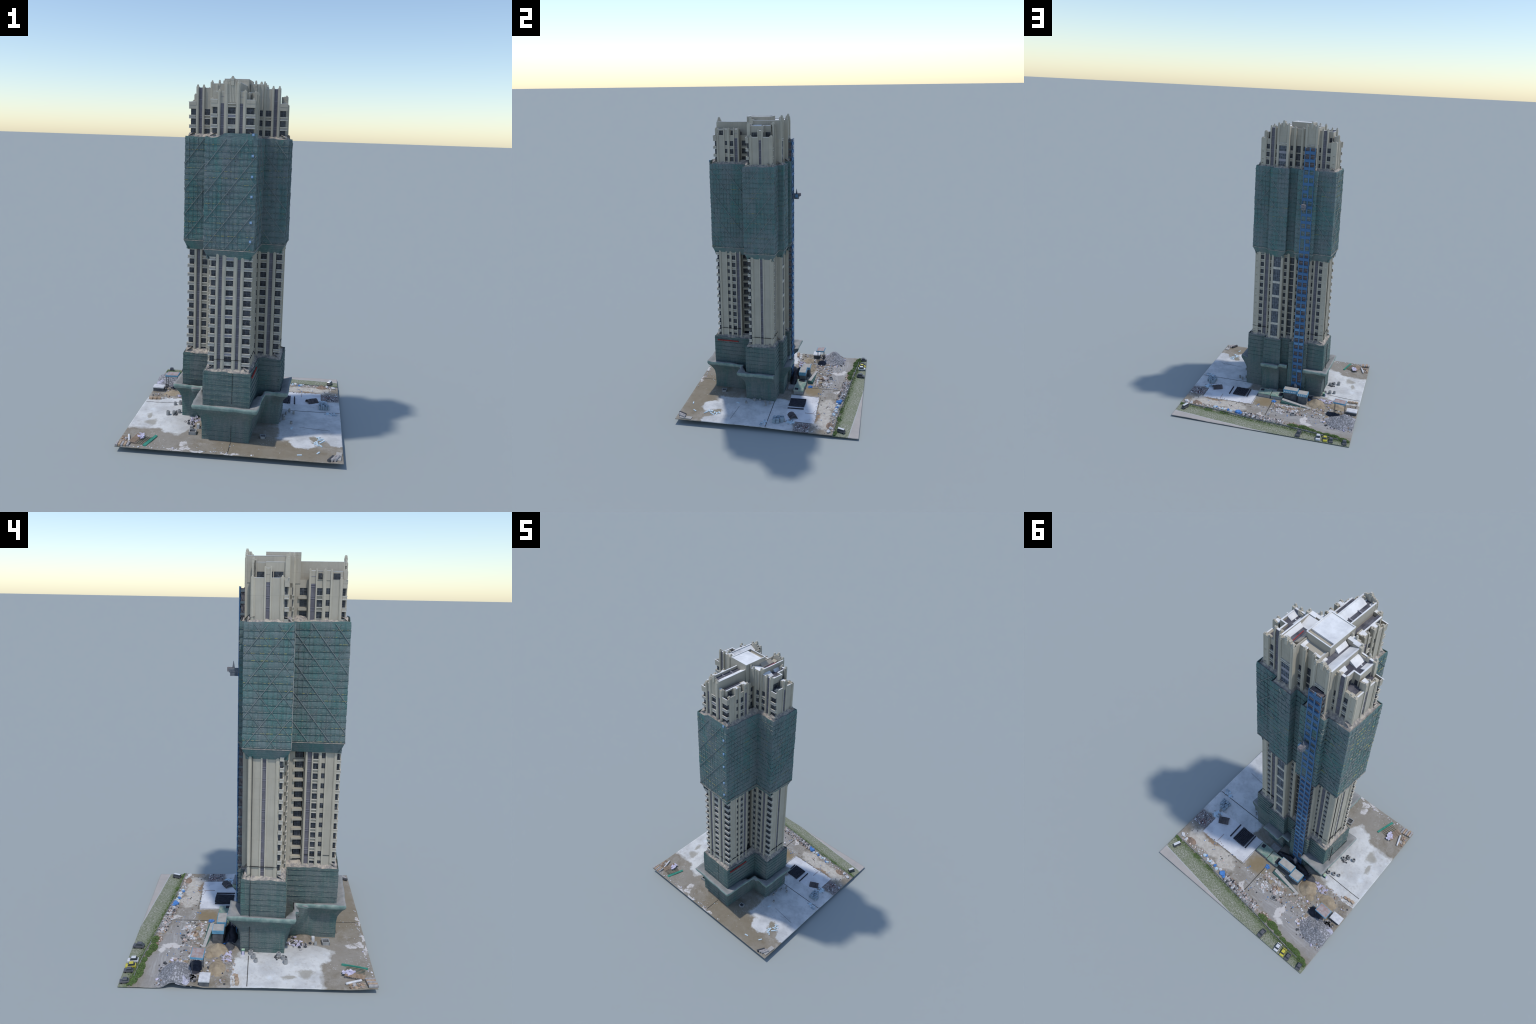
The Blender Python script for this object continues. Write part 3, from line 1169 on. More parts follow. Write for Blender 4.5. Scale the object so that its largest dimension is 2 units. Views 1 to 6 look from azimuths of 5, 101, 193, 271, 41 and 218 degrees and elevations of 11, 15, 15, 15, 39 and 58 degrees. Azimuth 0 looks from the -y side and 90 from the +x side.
# cage part-way up
M_cage = plain('cage_grey', (.10, .12, .15), (.22, .23, .25), 60)
M_cage2 = plain('cage_pale', (.30, .28, .29), (.14, .13, .14), 60)
a = Acc()
a.box(-.139, -.112, .072, .118, 1.432, 1.452, M_cage)
a.slope(-.137, -.114, .072, .112, 1.415, 1.433, 1.433, M_cage)
a.box(-.136, -.115, .100, .126, 1.436, 1.456, M_cage2)
a.hexa([(-.130, .090, 1.452), (-.122, .090, 1.452), (-.122, .102, 1.452), (-.130, .102, 1.452),
        (-.1265, .095, 1.487), (-.1255, .095, 1.487), (-.1255, .097, 1.487), (-.1265, .097, 1.487)], M_cage)
a.box(-.114, -.104, .090, .108, 1.428, 1.448, M_blue_pale)
obj('hoist_cage', a, hoist, bevel=.003)
a = Acc()
a.hexa([(-.160, .074, .050), (-.128, .074, .050), (-.128, .100, .050), (-.160, .100, .050),
        (-.152, .078, .112), (-.134, .074, .125), (-.134, .094, .120), (-.152, .098, .105)], M_cage2)
obj('hoist_ground_cage', a, hoist, bevel=.003)

# loose orange hose by the right wing
cu = bpy.data.curves.new('hose', 'CURVE')
cu.dimensions = '3D'
cu.bevel_depth = .0012
for pts in ([(.217, -.046, 1.712), (.217, -.03, 1.728), (.217, -.012, 1.730)], [(.217, -.04, 1.708), (.217, -.022, 1.720), (.217, -.004, 1.726)]):
    sp_ = cu.splines.new('POLY')
    sp_.points.add(len(pts) - 1)
    for p, q in zip(sp_.points, pts):
        p.co = (*q, 1)
cu.materials.append(plain('orange_hose', (.55, .30, .06)))
hose = link(bpy.data.objects.new('orange_hose', cu), site)
hose.rotation_euler = (0, 0, TURN)

# dark gap lines that ring the tower and cross the yard
M_gap = plain('dark_gap', (.045, .045, .045))

# ------------------------------------------------------------------ ground
FENCE = [(.615, .445), (.366, .458), (.143, .485), (-.027, .502), (-.157, .513), (-.302, .531), (-.468, .548), (-.615, .558)]


def fence_y(x):
    for (xa, ya_), (xb, yb_) in zip(FENCE, FENCE[1:]):
        if xb <= x <= xa:
            return ya_ + (yb_ - ya_) * (xa - x) / (xa - xb)
    return FENCE[0][1] if x > FENCE[0][0] else FENCE[-1][1]


def sstep(a, b, t):
    t = min(1, max(0, (t - a) / (b - a)))
    return t * t * (3 - 2 * t)


def ground_z(x, y):
    z = .030 - .012 * sstep(-.15, .42, y) - .010 * sstep(-.33, -.56, x) * sstep(-.62, -.48, y)
    fy = fence_y(x)
    z += -.010 * sstep(fy - .004, fy + .012, y) * (1 - .5 * sstep(.2, .6, x))
    z += -.003 * sstep(fy, .61, y)
    z += -.004 * sstep(.36, .46, y) * sstep(-.2, -.6, x)
    z += .033 * math.exp(-((x + .575) / .085) ** 2 - ((y - .350) / .048) ** 2)
    z += .010 * math.exp(-((x + .60) / .05) ** 2 - ((y - .265) / .04) ** 2)
    z += .0016 * noise.noise(Vector((x * 7, y * 7, 1))) + .0010 * noise.noise(Vector((x * 40, y * 40, 2)))
    z += .002 * sstep(.50, .61, x) * sstep(.3, -.5, y)
    return max(.0040, z)


def ground_material():
    m, nt, b = new_mat('yard_surface')
    g = NT(nt)
    co = g.coord()
    wob = g.vmath('SCALE', g.vmath('SUBTRACT', g.noise(co, 14, 5, .62, 1), (.5, .5, .5)), .10)
    wv = g.vmath('ADD', co, wob)
    fine = g.vmath('ADD', co, g.vmath('SCALE', g.vmath('SUBTRACT', g.noise(co, 60, 4, .6, 1), (.5, .5, .5)), .016))

    def blob(v, cx, cy, rx, ry, rot=0, soft=.10, box=False):
        p = g.mapping(g.vmath('SUBTRACT', v, (cx, cy, 0)), rot=(0, 0, -rot))
        p = g.vmath('MULTIPLY', p, (1 / rx, 1 / ry, 0))
        if box:
            s = g.node('ShaderNodeSeparateXYZ')
            g.put(s.inputs[0], g.vmath('ABSOLUTE', p))
            d = g.math('MAXIMUM', s.outputs[0], s.outputs[1])
        else:
            d = g.vmath('LENGTH', p)
        return g.step(d, 1 + soft, 1 - soft)

    def union(*ms):
        r = ms[0]
        for q in ms[1:]:
            r = g.math('MAXIMUM', r, q)
        return r

    n1 = g.noise(co, 10, 5)
    n2 = g.noise(co, 45, 5, .7)
    n3 = g.noise(co, 160, 3, .7)
    # dirt
    c = g.mix(g.step(n1, .35, .65), (.245, .212, .165), (.325, .300, .262))
    c = g.mix(g.math('MULTIPLY', g.step(n2, .5, .7), .5), c, (.20, .165, .12))
    c = g.mix(g.math('MULTIPLY', g.step(n3, .5, .7), .25), c, (.42, .39, .36))
    blot = g.noise(g.mapping(co, (1, 1, 1), (0, 0, .4)), 19, 6, .68)
    c = g.mix(g.math('MULTIPLY', g.step(blot, .54, .66), .65), c, (.43, .405, .375))
    c = g.mix(g.math('MULTIPLY', g.step(blot, .44, .34), .55), c, (.175, .145, .105))
    # brown wet strip at the front, grey road at the back
    c = g.mix(g.math('MULTIPLY', blob(wv, .22, -.52, .34, .12, 0, .35), .7), c, (.235, .195, .135))
    c = g.mix(g.math('MULTIPLY', blob(wv, -.36, -.47, .15, .10, 0, .4), .6), c, (.30, .275, .24))
    c = g.mix(g.math('MULTIPLY', blob(wv, -.32, .40, .36, .09, -.1, .4), .75), c, (.33, .32, .315))
    streak = g.noise(g.mapping(co, (3, 30, 1), (0, 0, .10)), 3, 4)
    c = g.mix(g.math('MULTIPLY', g.math('MULTIPLY', blob(wv, -.25, .41, .36, .07, -.08, .3), g.step(streak, .5, .65)), .6), c, (.44, .43, .42))
    c = g.mix(g.math('MULTIPLY', blob(wv, .06, .255, .075, .055, 0, .3), .8), c, (.27, .205, .115))
    # concrete west
    white = (.66, .66, .645)
    whd = (.53, .53, .525)
    cw = g.mix(g.step(n1, .42, .62), white, whd)
    cw = g.mix(g.math('MULTIPLY', g.step(n2, .55, .72), .55), cw, (.42, .41, .39))
    cw = g.mix(g.math('MULTIPLY', g.step(blot, .55, .68), .6), cw, (.70, .73, .76))
    cw = g.mix(g.math('MULTIPLY', g.step(blot, .43, .33), .5), cw, (.43, .405, .37))
    mW = union(blob(wv, -.48, -.155, .155, .205, 0, .05, True), blob(wv, -.335, -.30, .085, .13, 0, .08),
               blob(wv, -.36, -.16, .09, .12, 0, .08, True), blob(wv, -.50, .03, .12, .045, 0, .1, True))
    c = g.mix(mW, c, cw)
    c = g.mix(g.math('MULTIPLY', union(blob(wv, -.50, -.275, .026, .036, 0, .3), blob(wv, -.53, -.20, .018, .030, 0, .3)), .75), c, (.31, .285, .235))
    c = g.mix(g.math('MULTIPLY', blob(wv, -.30, -.22, .07, .16, 0, .4), .45), c, (.40, .385, .375))
    # pale scraps along the front edge
    sc = union(blob(wv, -.22, -.576, .030, .016), blob(wv, -.25, -.530, .026, .030), blob(wv, -.28, -.605, .05, .012), blob(wv, .01, -.603, .045, .010),
               blob(wv, -.17, -.606, .03, .009))
    c = g.mix(g.math('MULTIPLY', sc, g.step(n2, .38, .5)), c, (.60, .57, .55))
    # concrete east
    mE = union(blob(wv, .44, -.145, .19, .245, 0, .05, True), blob(wv, .58, -.36, .055, .085, .1, .08), blob(wv, .40, -.40, .085, .075, .2, .1),
               blob(wv, .35, .06, .13, .09, 0, .1, True), blob(wv, .57, .08, .06, .10, 0, .1, True))
    ce = g.mix(g.step(n1, .40, .62), (.66, .665, .67), (.50, .51, .52))
    ce = g.mix(g.math('MULTIPLY', g.step(n2, .56, .7), .5), ce, (.40, .39, .385))
    ce = g.mix(g.math('MULTIPLY', g.step(blot, .43, .33), .5), ce, (.42, .415, .42))
    c = g.mix(mE, c, ce)
    c = g.mix(g.math('MULTIPLY', blob(wv, .47, -.375, .035, .05, .3, .15), .9), c, (.25, .215, .155))
    # cast slab
    mS = blob(fine, .315, .210, .185, .100, .03, .01, True)
    c = g.mix(mS, c, g.mix(g.step(n1, .4, .62), (.72, .725, .75), (.60, .60, .63)))
    c = g.mix(g.math('MULTIPLY', g.math('MULTIPLY', mS, g.step(g.noise(co, 70, 3), .66, .70)), .7), c, (.30, .25, .23))
    # gravel track
    mG = union(blob(wv, .36, .365, .17, .040, .12, .15), blob(wv, .23, .385, .07, .045, 0, .2), blob(wv, .50, .37, .06, .05, 0, .2))
    c = g.mix(g.math('MULTIPLY', mG, .9), c, g.mix(g.step(n2, .4, .65), (.58, .545, .49), (.46, .42, .365)))
    c = g.mix(g.math('MULTIPLY', blob(wv, .40, .322, .08, .012, .05, .4), .7), c, (.32, .205, .115))
    # rusty gravel corner
    mR = blob(fine, .56, .240, .060, .052, 0, .06, True)
    c = g.mix(g.math('MULTIPLY', mR, .95), c, g.mix(g.step(n3, .42, .6), (.15, .125, .12), (.36, .33, .33)))
    c = g.mix(g.math('MULTIPLY', blob(wv, .545, .255, .025, .02, 0, .4), .7), c, (.17, .06, .055))
    # pale patches at the back
    c = g.mix(union(blob(wv, -.268, .395, .022, .058, 0, .1), blob(wv, -.30, .455, .03, .02, 0, .2), blob(wv, .04, .425, .016, .045, .4, .2)), c, (.60, .57, .545))
    c = g.mix(g.math('MULTIPLY', blob(wv, -.31, .17, .055, .06, 0, .3), .9), c, (.42, .335, .235))
    c = g.mix(g.math('MULTIPLY', blob(wv, -.46, .15, .06, .035, 0, .3), .9), c, (.40, .32, .225))
    c = g.mix(g.math('MULTIPLY', blob(wv, -.51, .36, .12, .08, 0, .2), .85), c, g.mix(g.step(n3, .45, .6), (.21, .21, .215), (.48, .475, .49)))
    # litter specks
    vor = g.node('ShaderNodeTexVoronoi')
    g.put(vor.inputs['Vector'], co)
    vor.inputs['Scale'].default_value = 85
    sp = g.math('MULTIPLY', g.math('LESS_THAN', vor.outputs['Distance'], .16), g.step(g.noise(co, 6, 2), .58, .66))
    c = g.mix(g.math('MULTIPLY', sp, .8), c, (.68, .67, .66))
    # verge and pavement behind the fence
    s = g.node('ShaderNodeSeparateXYZ')
    g.put(s.inputs[0], fine)
    fl = g.math('ADD', g.math('MULTIPLY', s.outputs[0], -.094), .506)
    beyond = g.step(g.math('SUBTRACT', s.outputs[1], fl), -.006, .006)
    brick = g.step(g.noise(g.mapping(co, (150, 90, 1), (0, 0, .1)), 1.0, 2), .42, .62)
    gr = g.mix(brick, (.175, .195, .125), (.36, .36, .30))
    gr = g.mix(g.math('MULTIPLY', g.step(g.noise(co, 13, 4), .45, .65), .6), gr, (.20, .225, .14))
    near = g.step(g.math('SUBTRACT', s.outputs[1], fl), .045, .0)
    gr = g.mix(g.math('MULTIPLY', near, g.step(n2, .3, .6)), gr, (.10, .145, .055))
    c = g.mix(beyond, c, gr)
    s2 = g.node('ShaderNodeSeparateXYZ')
    g.put(s2.inputs[0], co)
    pl = g.math('ADD', g.math('MULTIPLY', s2.outputs[0], -.1006), .6097)
    pav = g.step(g.math('SUBTRACT', s2.outputs[1], pl), -.0015, .0015)
    c = g.mix(pav, c, g.mix(g.step(n1, .3, .7), (.47, .43, .40), (.40, .375, .355)))
    kerb = g.step(g.math('ABSOLUTE', g.math('SUBTRACT', s2.outputs[1], pl)), .0035, .002)
    c = g.mix(kerb, c, (.45, .455, .45))
    g.put(b.inputs['Base Color'], c)
    g.bump(n2, b, .35, .004)
    return m


M_ground = ground_material()
N = 200
a = Acc()
v, fc = [], []
X0, X1 = -.6125, .6155
Y0, Y1 = -.6125, .6130
for j in range(N + 1):
    for i in range(N + 1):
        x = X0 + (X1 - X0) * i / N
        y = Y0 + (Y1 - Y0) * j / N
        v.append((x, y, ground_z(x, y)))
for j in range(N):
    for i in range(N):
        k = j * (N + 1) + i
        fc.append((k, k + 1, k + N + 2, k + N + 1))
zmin = min(q[2] for q in v)
T = .0035
v = [(x, y, z - zmin + T) for x, y, z in v]
DZ = -zmin + T
a.add_mesh(v, fc, M_ground)
ground = obj('yard_ground', a, site)
for p in ground.data.polygons:
    p.use_smooth = True
so = ground.modifiers.new('Solidify', 'SOLIDIFY')
so.thickness = T
so.offset = -1


def gz(x, y):
    return ground_z(x, y) + DZ


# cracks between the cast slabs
a = Acc()


def crack(pts, w=.0035):
    for (xa, ya_), (xb, yb_) in zip(pts, pts[1:]):
        L_ = math.hypot(xb - xa, yb_ - ya_)
        m = max(1, int(L_ / .02))
        for k in range(m):
            p = (xa + (xb - xa) * k / m, ya_ + (yb_ - ya_) * k / m)
            q = (xa + (xb - xa) * (k + 1) / m, ya_ + (yb_ - ya_) * (k + 1) / m)
            a.bar((p[0], p[1], gz(*p) - w / 2 + .0008), (q[0], q[1], gz(*q) - w / 2 + .0008), w, M_gap)


crack([(0, -.598), (0, -.475)])
crack([(.26, .003), (.61, .003)])
crack([(0, .235), (0, .46)], .004)
crack([(-.36, .003), (-.605, .003)])
crack([(.50, .185), (.50, .30)], .0016)
crack([(.373, -.226), (.55, -.247)], .0010)
crack([(.13, .11), (.135, .315), (.36, .312)], .0022)
obj('slab_joint', a, ground, stuff=True)

# ------------------------------------------------------------------ yard furniture
M_white = plain('white_sheet', (.72, .72, .73), (.55, .55, .57), 50)
M_bluepaint = plain('blue_fascia', (.10, .27, .42), (.16, .36, .50), 60, rough=.6)
M_shedroof = plain('pale_shed_roof', (.47, .455, .43), (.38, .36, .34), 40)
M_shedwall = plain('dark_shed_wall', (.15, .155, .16), (.09, .095, .105), 40)
M_greenroof = plain('green_felt', (.14, .27, .22), (.40, .42, .36), 28)
M_greenside = plain('green_board', (.055, .13, .115), (.09, .17, .15), 40)
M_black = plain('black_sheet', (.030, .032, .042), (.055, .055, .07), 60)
M_rust = plain('rusty_roof', (.34, .23, .20), (.42, .40, .42), 30)
M_grey = plain('grey_concrete', (.36, .36, .355), (.27, .27, .27), 60)
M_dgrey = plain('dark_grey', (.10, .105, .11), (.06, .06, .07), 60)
M_wood = plain('brown_timber', (.36, .25, .17), (.48, .37, .27), 70, stretch=(.3, 1, 1))
M_lilac = plain('lilac_sheet', (.50, .46, .62), (.66, .64, .74), 60)
M_tarp = plain('blue_tarp', (.07, .20, .52), (.12, .30, .62), 40)
M_palebl = plain('pale_blue_board', (.48, .62, .72), (.60, .70, .76), 40)
M_pallet = plain('blue_grey_pallet', (.25, .32, .38), (.38, .45, .50), 50)
M_sand = plain('sand', (.40, .325, .225), (.30, .24, .17), 45, bump=.5)
M_gravel = plain('grey_gravel', (.19, .19, .20), (.50, .49, .52), 110, lo=.45, hi=.66, bump=.5)
M_purplegravel = plain('lilac_gravel', (.34, .33, .42), (.55, .54, .60), 95)
M_brownjunk = plain('brown_scrap', (.36, .26, .19), (.22, .16, .13), 60)
M_greyjunk = plain('grey_scrap', (.46, .44, .43), (.28, .26, .26), 70)
M_pinkjunk = plain('pink_scrap', (.55, .42, .38), (.62, .55, .52), 70)
M_leaf = plain('bush_leaf', (.075, .14, .040), (.14, .21, .07), 90)
M_leaf2 = plain('dry_leaf', (.14, .17, .075), (.09, .12, .05), 90)
M_yellow = plain('yellow_paint', (.62, .55, .06), (.52, .46, .05), 30, rough=.4, spec=.5)
M_silver = plain('white_paint', (.70, .71, .72), (.60, .61, .63), 30, rough=.35, spec=.5)
M_charcoal = plain('charcoal_paint', (.085, .085, .095), (.13, .13, .145), 30, rough=.35, spec=.5)
M_screen = plain('car_glass', (.035, .042, .05), (.06, .07, .08), 30, rough=.2, spec=.5)
M_tyre = plain('tyre', (.02, .02, .02))


def mound(name, cx, cy, rx, ry, h, m, rough=.35, freq=30, parent=site):
    n = 26
    v, fc = [], []
    for j in range(n + 1):
        for i in range(n + 1):
            u, w = 2 * i / n - 1, 2 * j / n - 1
            x, y = cx + u * rx, cy + w * ry
            r = math.hypot(u, w)
            x = max(-.612, min(.614, x))
            hh = h * max(0, 1 - r) ** 1.1 * (1 + rough * noise.noise(Vector((x * freq, y * freq, h * 50))))
            edge = -.004 if r > .96 else 0
            v.append((x, y, max(.0045, gz(x, y) + edge) + 0 * edge if r > .96 else gz(x, y) + edge + hh + (.002 if r < .9 else 0) * (1 + noise.noise(Vector((x * 90, y * 90, 3))))))
    for j in range(n):
        for i in range(n):
            k = j * (n + 1) + i
            fc.append((k, k + 1, k + n + 2, k + n + 1))
    a = Acc()
    a.add_mesh(v, fc, m)
    # skirt down to the ground sheet
    ob = obj(name, a, parent)
    so = ob.modifiers.new('Solidify', 'SOLIDIFY')
    so.thickness = .003
    so.offset = -1
    for p in ob.data.polygons:
        p.use_smooth = True
    return ob


def shed(name, x0, x1, y0, y1, z0, z1, wall, fascia, roof, fh=.020, over=.004):
    a = Acc()
    a.box(x0 + over, x1 - over, y0 + over, y1 - over, z0, z1 - fh + .002, wall)
    a.box(x0, x1, y0, y1, z1 - fh, z1, fascia)
    a.box(x0 + .003, x1 - .003, y0 + .003, y1 - .003, z1 - .001, z1 + .0015, roof)
    return obj(name, a, site)


sh = shed('site_cabin', -.172, -.066, .128, .180, .01, .106, M_shedwall, M_bluepaint, M_shedroof, .024)
a = Acc()
for i in range(7):
    x = -.158 + .013 * i
    a.box(x, x + .009, .1800, .1812, .088, .098, M_palebl)
obj('fascia_lettering', a, sh, stuff=True)
sh2 = shed('site_cabin', -.247, -.174, .136, .199, .01, .098, M_shedwall, M_bluepaint, M_shedroof, .018)
a = Acc()
for i in range(5):
    a.box(-.235 + .014 * i, -.229 + .014 * i, .1985, .2, .083, .096, M_palebl)
obj('fascia_rib', a, sh2, stuff=True)
# long lean-to that ramps down
a = Acc()
a.hexa([(-.282, .222, .012), (-.066, .196, .012), (-.066, .234, .012), (-.282, .250, .012),
        (-.282, .228, .020), (-.066, .196, .044), (-.066, .232, .037), (-.282, .248, .019)], M_greenside)
a.hexa([(-.284, .230, .0195), (-.070, .200, .0435), (-.070, .222, .040), (-.284, .247, .019),
        (-.284, .230, .0235), (-.070, .200, .0475), (-.070, .222, .044), (-.284, .247, .023)], M_shedroof)
obj('lean_to_roof', a, site)
# low green-roofed stores
for (x0, x1, y0, y1, zz) in ((.030, .118, .118, .184, .052), (-.062, .022, .122, .188, .049)):
    a = Acc()
    a.box(x0, x1, y0, y1, .01, max(.001, zz - .006), M_grey)
    a.slope(x0 - .002, x1 + .002, y0 - .002, y1 + .002, zz - .007, zz + .004, zz - .002, M_greenroof, 'y')
    if x0 < 0:
        a.box(x0 + .004, x0 + .030, y0 + .010, y1 - .012, zz - .001, zz + .0045, M_black)
    else:
        a.box(x1 - .032, x1 - .008, y0 + .006, y0 + .030, zz - .001, zz + .0052, M_black)
    obj('green_roofed_store', a, site)
a = Acc()
a.box(.002, .066, .066, .112, .01, .038, M_grey)
obj('concrete_plinth', a, site)
# black corrugated sheets lying on the slab
for i in range(9):
    a = Acc()
    x0 = .206 + .0108 * i
    a.obox((x0 + .005, .168 + rnd.uniform(-.003, .003), gz(x0, .168) + .006), (.0095, .112, .009), rnd.uniform(-.01, .01), M_black)
    obj('black_pipe_bundle', a, site, bevel=.003)
for x in (.329, .1945):
    a = Acc()
    a.obox((x, .164, gz(x, .164) + .003), (.007, .112, .006), .03, M_black)
    obj('loose_black_sheet', a, site)
a = Acc()
a.bar((.372, .235, gz(.372, .235) + .001), (.372, .30, gz(.372, .3) + .001), .003, M_rust)
obj('rusty_bar', a, site)
# container with a rusty roof, white roof next to it
a = Acc()
a.obox((-.491, .246, .1135), (.084, .064, .009), -.04, M_bluepaint, .05, -.04)
a.obox((-.491, .246, .1182), (.078, .058, .0012), -.04, M_rust, .05, -.04)
a.obox((-.468, .262, .1195), (.024, .016, .0016), .3, M_palebl, .05, -.04)
for x, y in ((-.527, .222), (-.455, .222), (-.455, .270), (-.527, .270)):
    a.bar((x, y, .012), (x, y, .110), .003, M_dgrey)
obj('raised_shelter_roof', a, site)
mound('shelter_shadow_mound', -.452, .262, .062, .036, .016, M_black, .5, 30)  # shade below the raised roof, modelled as a low black mound
shed('white_roofed_hut', -.611, -.537, .179, .232, .005, .0425, M_shedwall, M_white, M_white, .006, .003)
a = Acc()
for i in range(26):
    a.obox((-.535 - rnd.random() * .05, .250 + rnd.random() * .03, .022), (.012, .008, .008), rnd.random() * 3, M_dgrey if i % 2 else M_greyjunk)
obj('dark_scrap', a, site, stuff=True)


mound('gravel_heap', -.525, .350, .120, .088, .046, M_gravel, .5, 28)
mound('lilac_gravel_heap', -.565, .305, .06, .035, .018, M_purplegravel, .4, 40)
mound('sand_heap', -.310, .165, .065, .062, .036, M_sand, .5, 30)
mound('sand_heap', -.352, .205, .035, .025, .020, M_sand, .5, 40)
mound('sand_heap', -.465, .155, .065, .045, .022, M_sand, .5, 30)
mound('brown_scrap_heap', .505, .415, .040, .022, .020, M_brownjunk, .6, 60)


def scatter(name, n, place, mats, size, flat=.5, stuff=True, parent=site, tilt=.5):
    a = Acc()
    for _ in range(n):
        x, y = place()
        x = max(-.601, min(.602, x))
        y = max(-.602, min(.602, y))
        s = rnd.uniform(*size)
        a.obox((x, y, gz(x, y) + s * flat * .3), (s, s * rnd.uniform(.4, 1), s * flat * rnd.uniform(.5, 1)), rnd.uniform(0, 3.1), rnd.choice(mats),
               rnd.uniform(-tilt, tilt), rnd.uniform(-tilt, tilt))
    return obj(name, a, parent, stuff=stuff)


# rubbish piled along the fence
def along_fence(x0, x1, w0, w1):
    def f():
        x = rnd.uniform(x0, x1)
        return x, fence_y(x) - rnd.uniform(w0, w1)
    return f


scatter('rubbish_pile', 420, along_fence(-.14, .16, .006, .050), [M_greyjunk, M_greyjunk, M_white, M_pinkjunk, M_brownjunk, M_dgrey, M_grey], (.006, .018), .6, tilt=.8)
scatter('rubbish_strip', 60, along_fence(-.26, -.12, .02, .05), [M_pinkjunk, M_brownjunk, M_sand], (.005, .012), .6)
scatter('rubbish_strip', 60, along_fence(.16, .58, .006, .040), [M_white, M_greyjunk, M_pinkjunk], (.005, .012), .5)
mats = [M_tarp, M_white, M_palebl, M_white, M_tarp, M_white, M_palebl, M_tarp]
for i, (x, y, s, m) in enumerate(((.190, .452, .036, M_tarp), (.165, .462, .026, M_tarp), (.215, .440, .022, M_white), (.240, .452, .022, M_palebl), (.262, .442, .020, M_tarp),
                                  (.285, .440, .022, M_white), (.306, .440, .020, M_palebl), (.325, .446, .022, M_white), (.362, .432, .022, M_palebl), (.352, .428, .016, M_tarp),
                                  (.580, .418, .026, M_white), (.540, .428, .024, M_white), (.515, .420, .020, M_sand))):
    bm = bmesh.new()
    bmesh.ops.create_icosphere(bm, subdivisions=3, radius=1)
    for q in bm.verts:
        k = 1 + .45 * noise.noise(q.co * 1.7 + Vector((i * 3.1, 0, 0))) + .2 * noise.noise(q.co * 5)
        q.co = Vector((q.co.x * s * .55 * k, q.co.y * s * .42 * k, q.co.z * s * .38 * k))
    me = bpy.data.meshes.new('tarpaulin_bundle')
    bm.to_mesh(me)
    bm.free()
    me.materials.append(m)
    ob = obj('tarpaulin_bundle', me, site)
    ob.location = (x, y, gz(x, y) + s * .15)
    ob.rotation_euler = (0, 0, rnd.uniform(0, 3))

# fence
a = Acc()
M_fence = plain('fence_grey', (.17, .18, .18), (.30, .30, .30), 30)
for (xa, ya_), (xb, yb_) in zip(FENCE, FENCE[1:]):
    m = max(1, int(abs(xa - xb) / .02))
    for k in range(m):
        t0, t1 = k / m, (k + 1) / m
        p = (max(-.611, min(.613, xa + (xb - xa) * t0)), ya_ + (yb_ - ya_) * t0)
        q = (max(-.611, min(.613, xa + (xb - xa) * t1)), ya_ + (yb_ - ya_) * t1)
        zz = gz(p[0], p[1]) - .002
        a.hexa([(q[0], q[1] - .0018, max(.001, zz - .006)), (p[0], p[1] - .0018, max(.001, zz - .006)), (p[0], p[1] + .0018, max(.001, zz - .006)), (q[0], q[1] + .0018, max(.001, zz - .006)),
                (q[0], q[1] - .0018, zz + .007), (p[0], p[1] - .0018, zz + .007), (p[0], p[1] + .0018, zz + .007), (q[0], q[1] + .0018, zz + .007)], M_fence)
        if k % 2 == 0:
            a.box(p[0] - .0015, p[0] + .0015, p[1] - .0025, p[1] + .0025, max(.001, zz - .006), zz + .009, M_fence)
fence = obj('boundary_fence', a, site)


# bushes made of many small leaves
def bush(x, y, r, h, n):
    a = Acc()
    for _ in range(n):
        t, q = rnd.uniform(0, 6.283), math.sqrt(rnd.random())
        px, py = x + r * q * math.cos(t), y + r * .55 * q * math.sin(t)
        if not (-.606 < px < .610 and py < .606):
            continue
        pz = gz(px, py) + h * .7 * (1 - q * q) * rnd.uniform(.3, 1) + .001
        s = rnd.uniform(.004, .008)
        a.obox((px, py, pz), (s, s * .55, s * .16), rnd.uniform(0, 6), rnd.choice((M_leaf, M_leaf, M_leaf2)), rnd.uniform(-.7, .7), rnd.uniform(-.7, .7))
    ob = obj('bush', a, site)
    ob['kind'] = 'stuff'


for x, y, r, h, n in ((-.215, .502, .040, .016, 360), (-.290, .500, .040, .018, 400), (-.345, .515, .030, .014, 260), (-.400, .527, .026, .010, 180),
                      (-.455, .530, .034, .018, 320), (-.505, .532, .036, .020, 380), (-.560, .548, .034, .016, 320), (-.595, .560, .022, .014, 200),
                      (.605, .455, .016, .012, 120), (.575, .462, .018, .008, 120), (.28, .475, .03, .004, 90), (.40, .468, .03, .004, 90)):
    bush(x, y, r, h, n)
a = Acc()
for _ in range(700):      # weeds at the foot of the fence
    x = rnd.uniform(-.6, .6)
    y = fence_y(x) + abs(rnd.gauss(0, .012)) + .003
    if y < .606:
        s = rnd.uniform(.003, .006)
        a.obox((x, y, gz(x, y) + s * .3), (s, s * .4, s * .5), rnd.uniform(0, 6), rnd.choice((M_leaf, M_leaf2)), rnd.uniform(-.5, .5), rnd.uniform(-.5, .5))
obj('weeds', a, site, stuff=True)


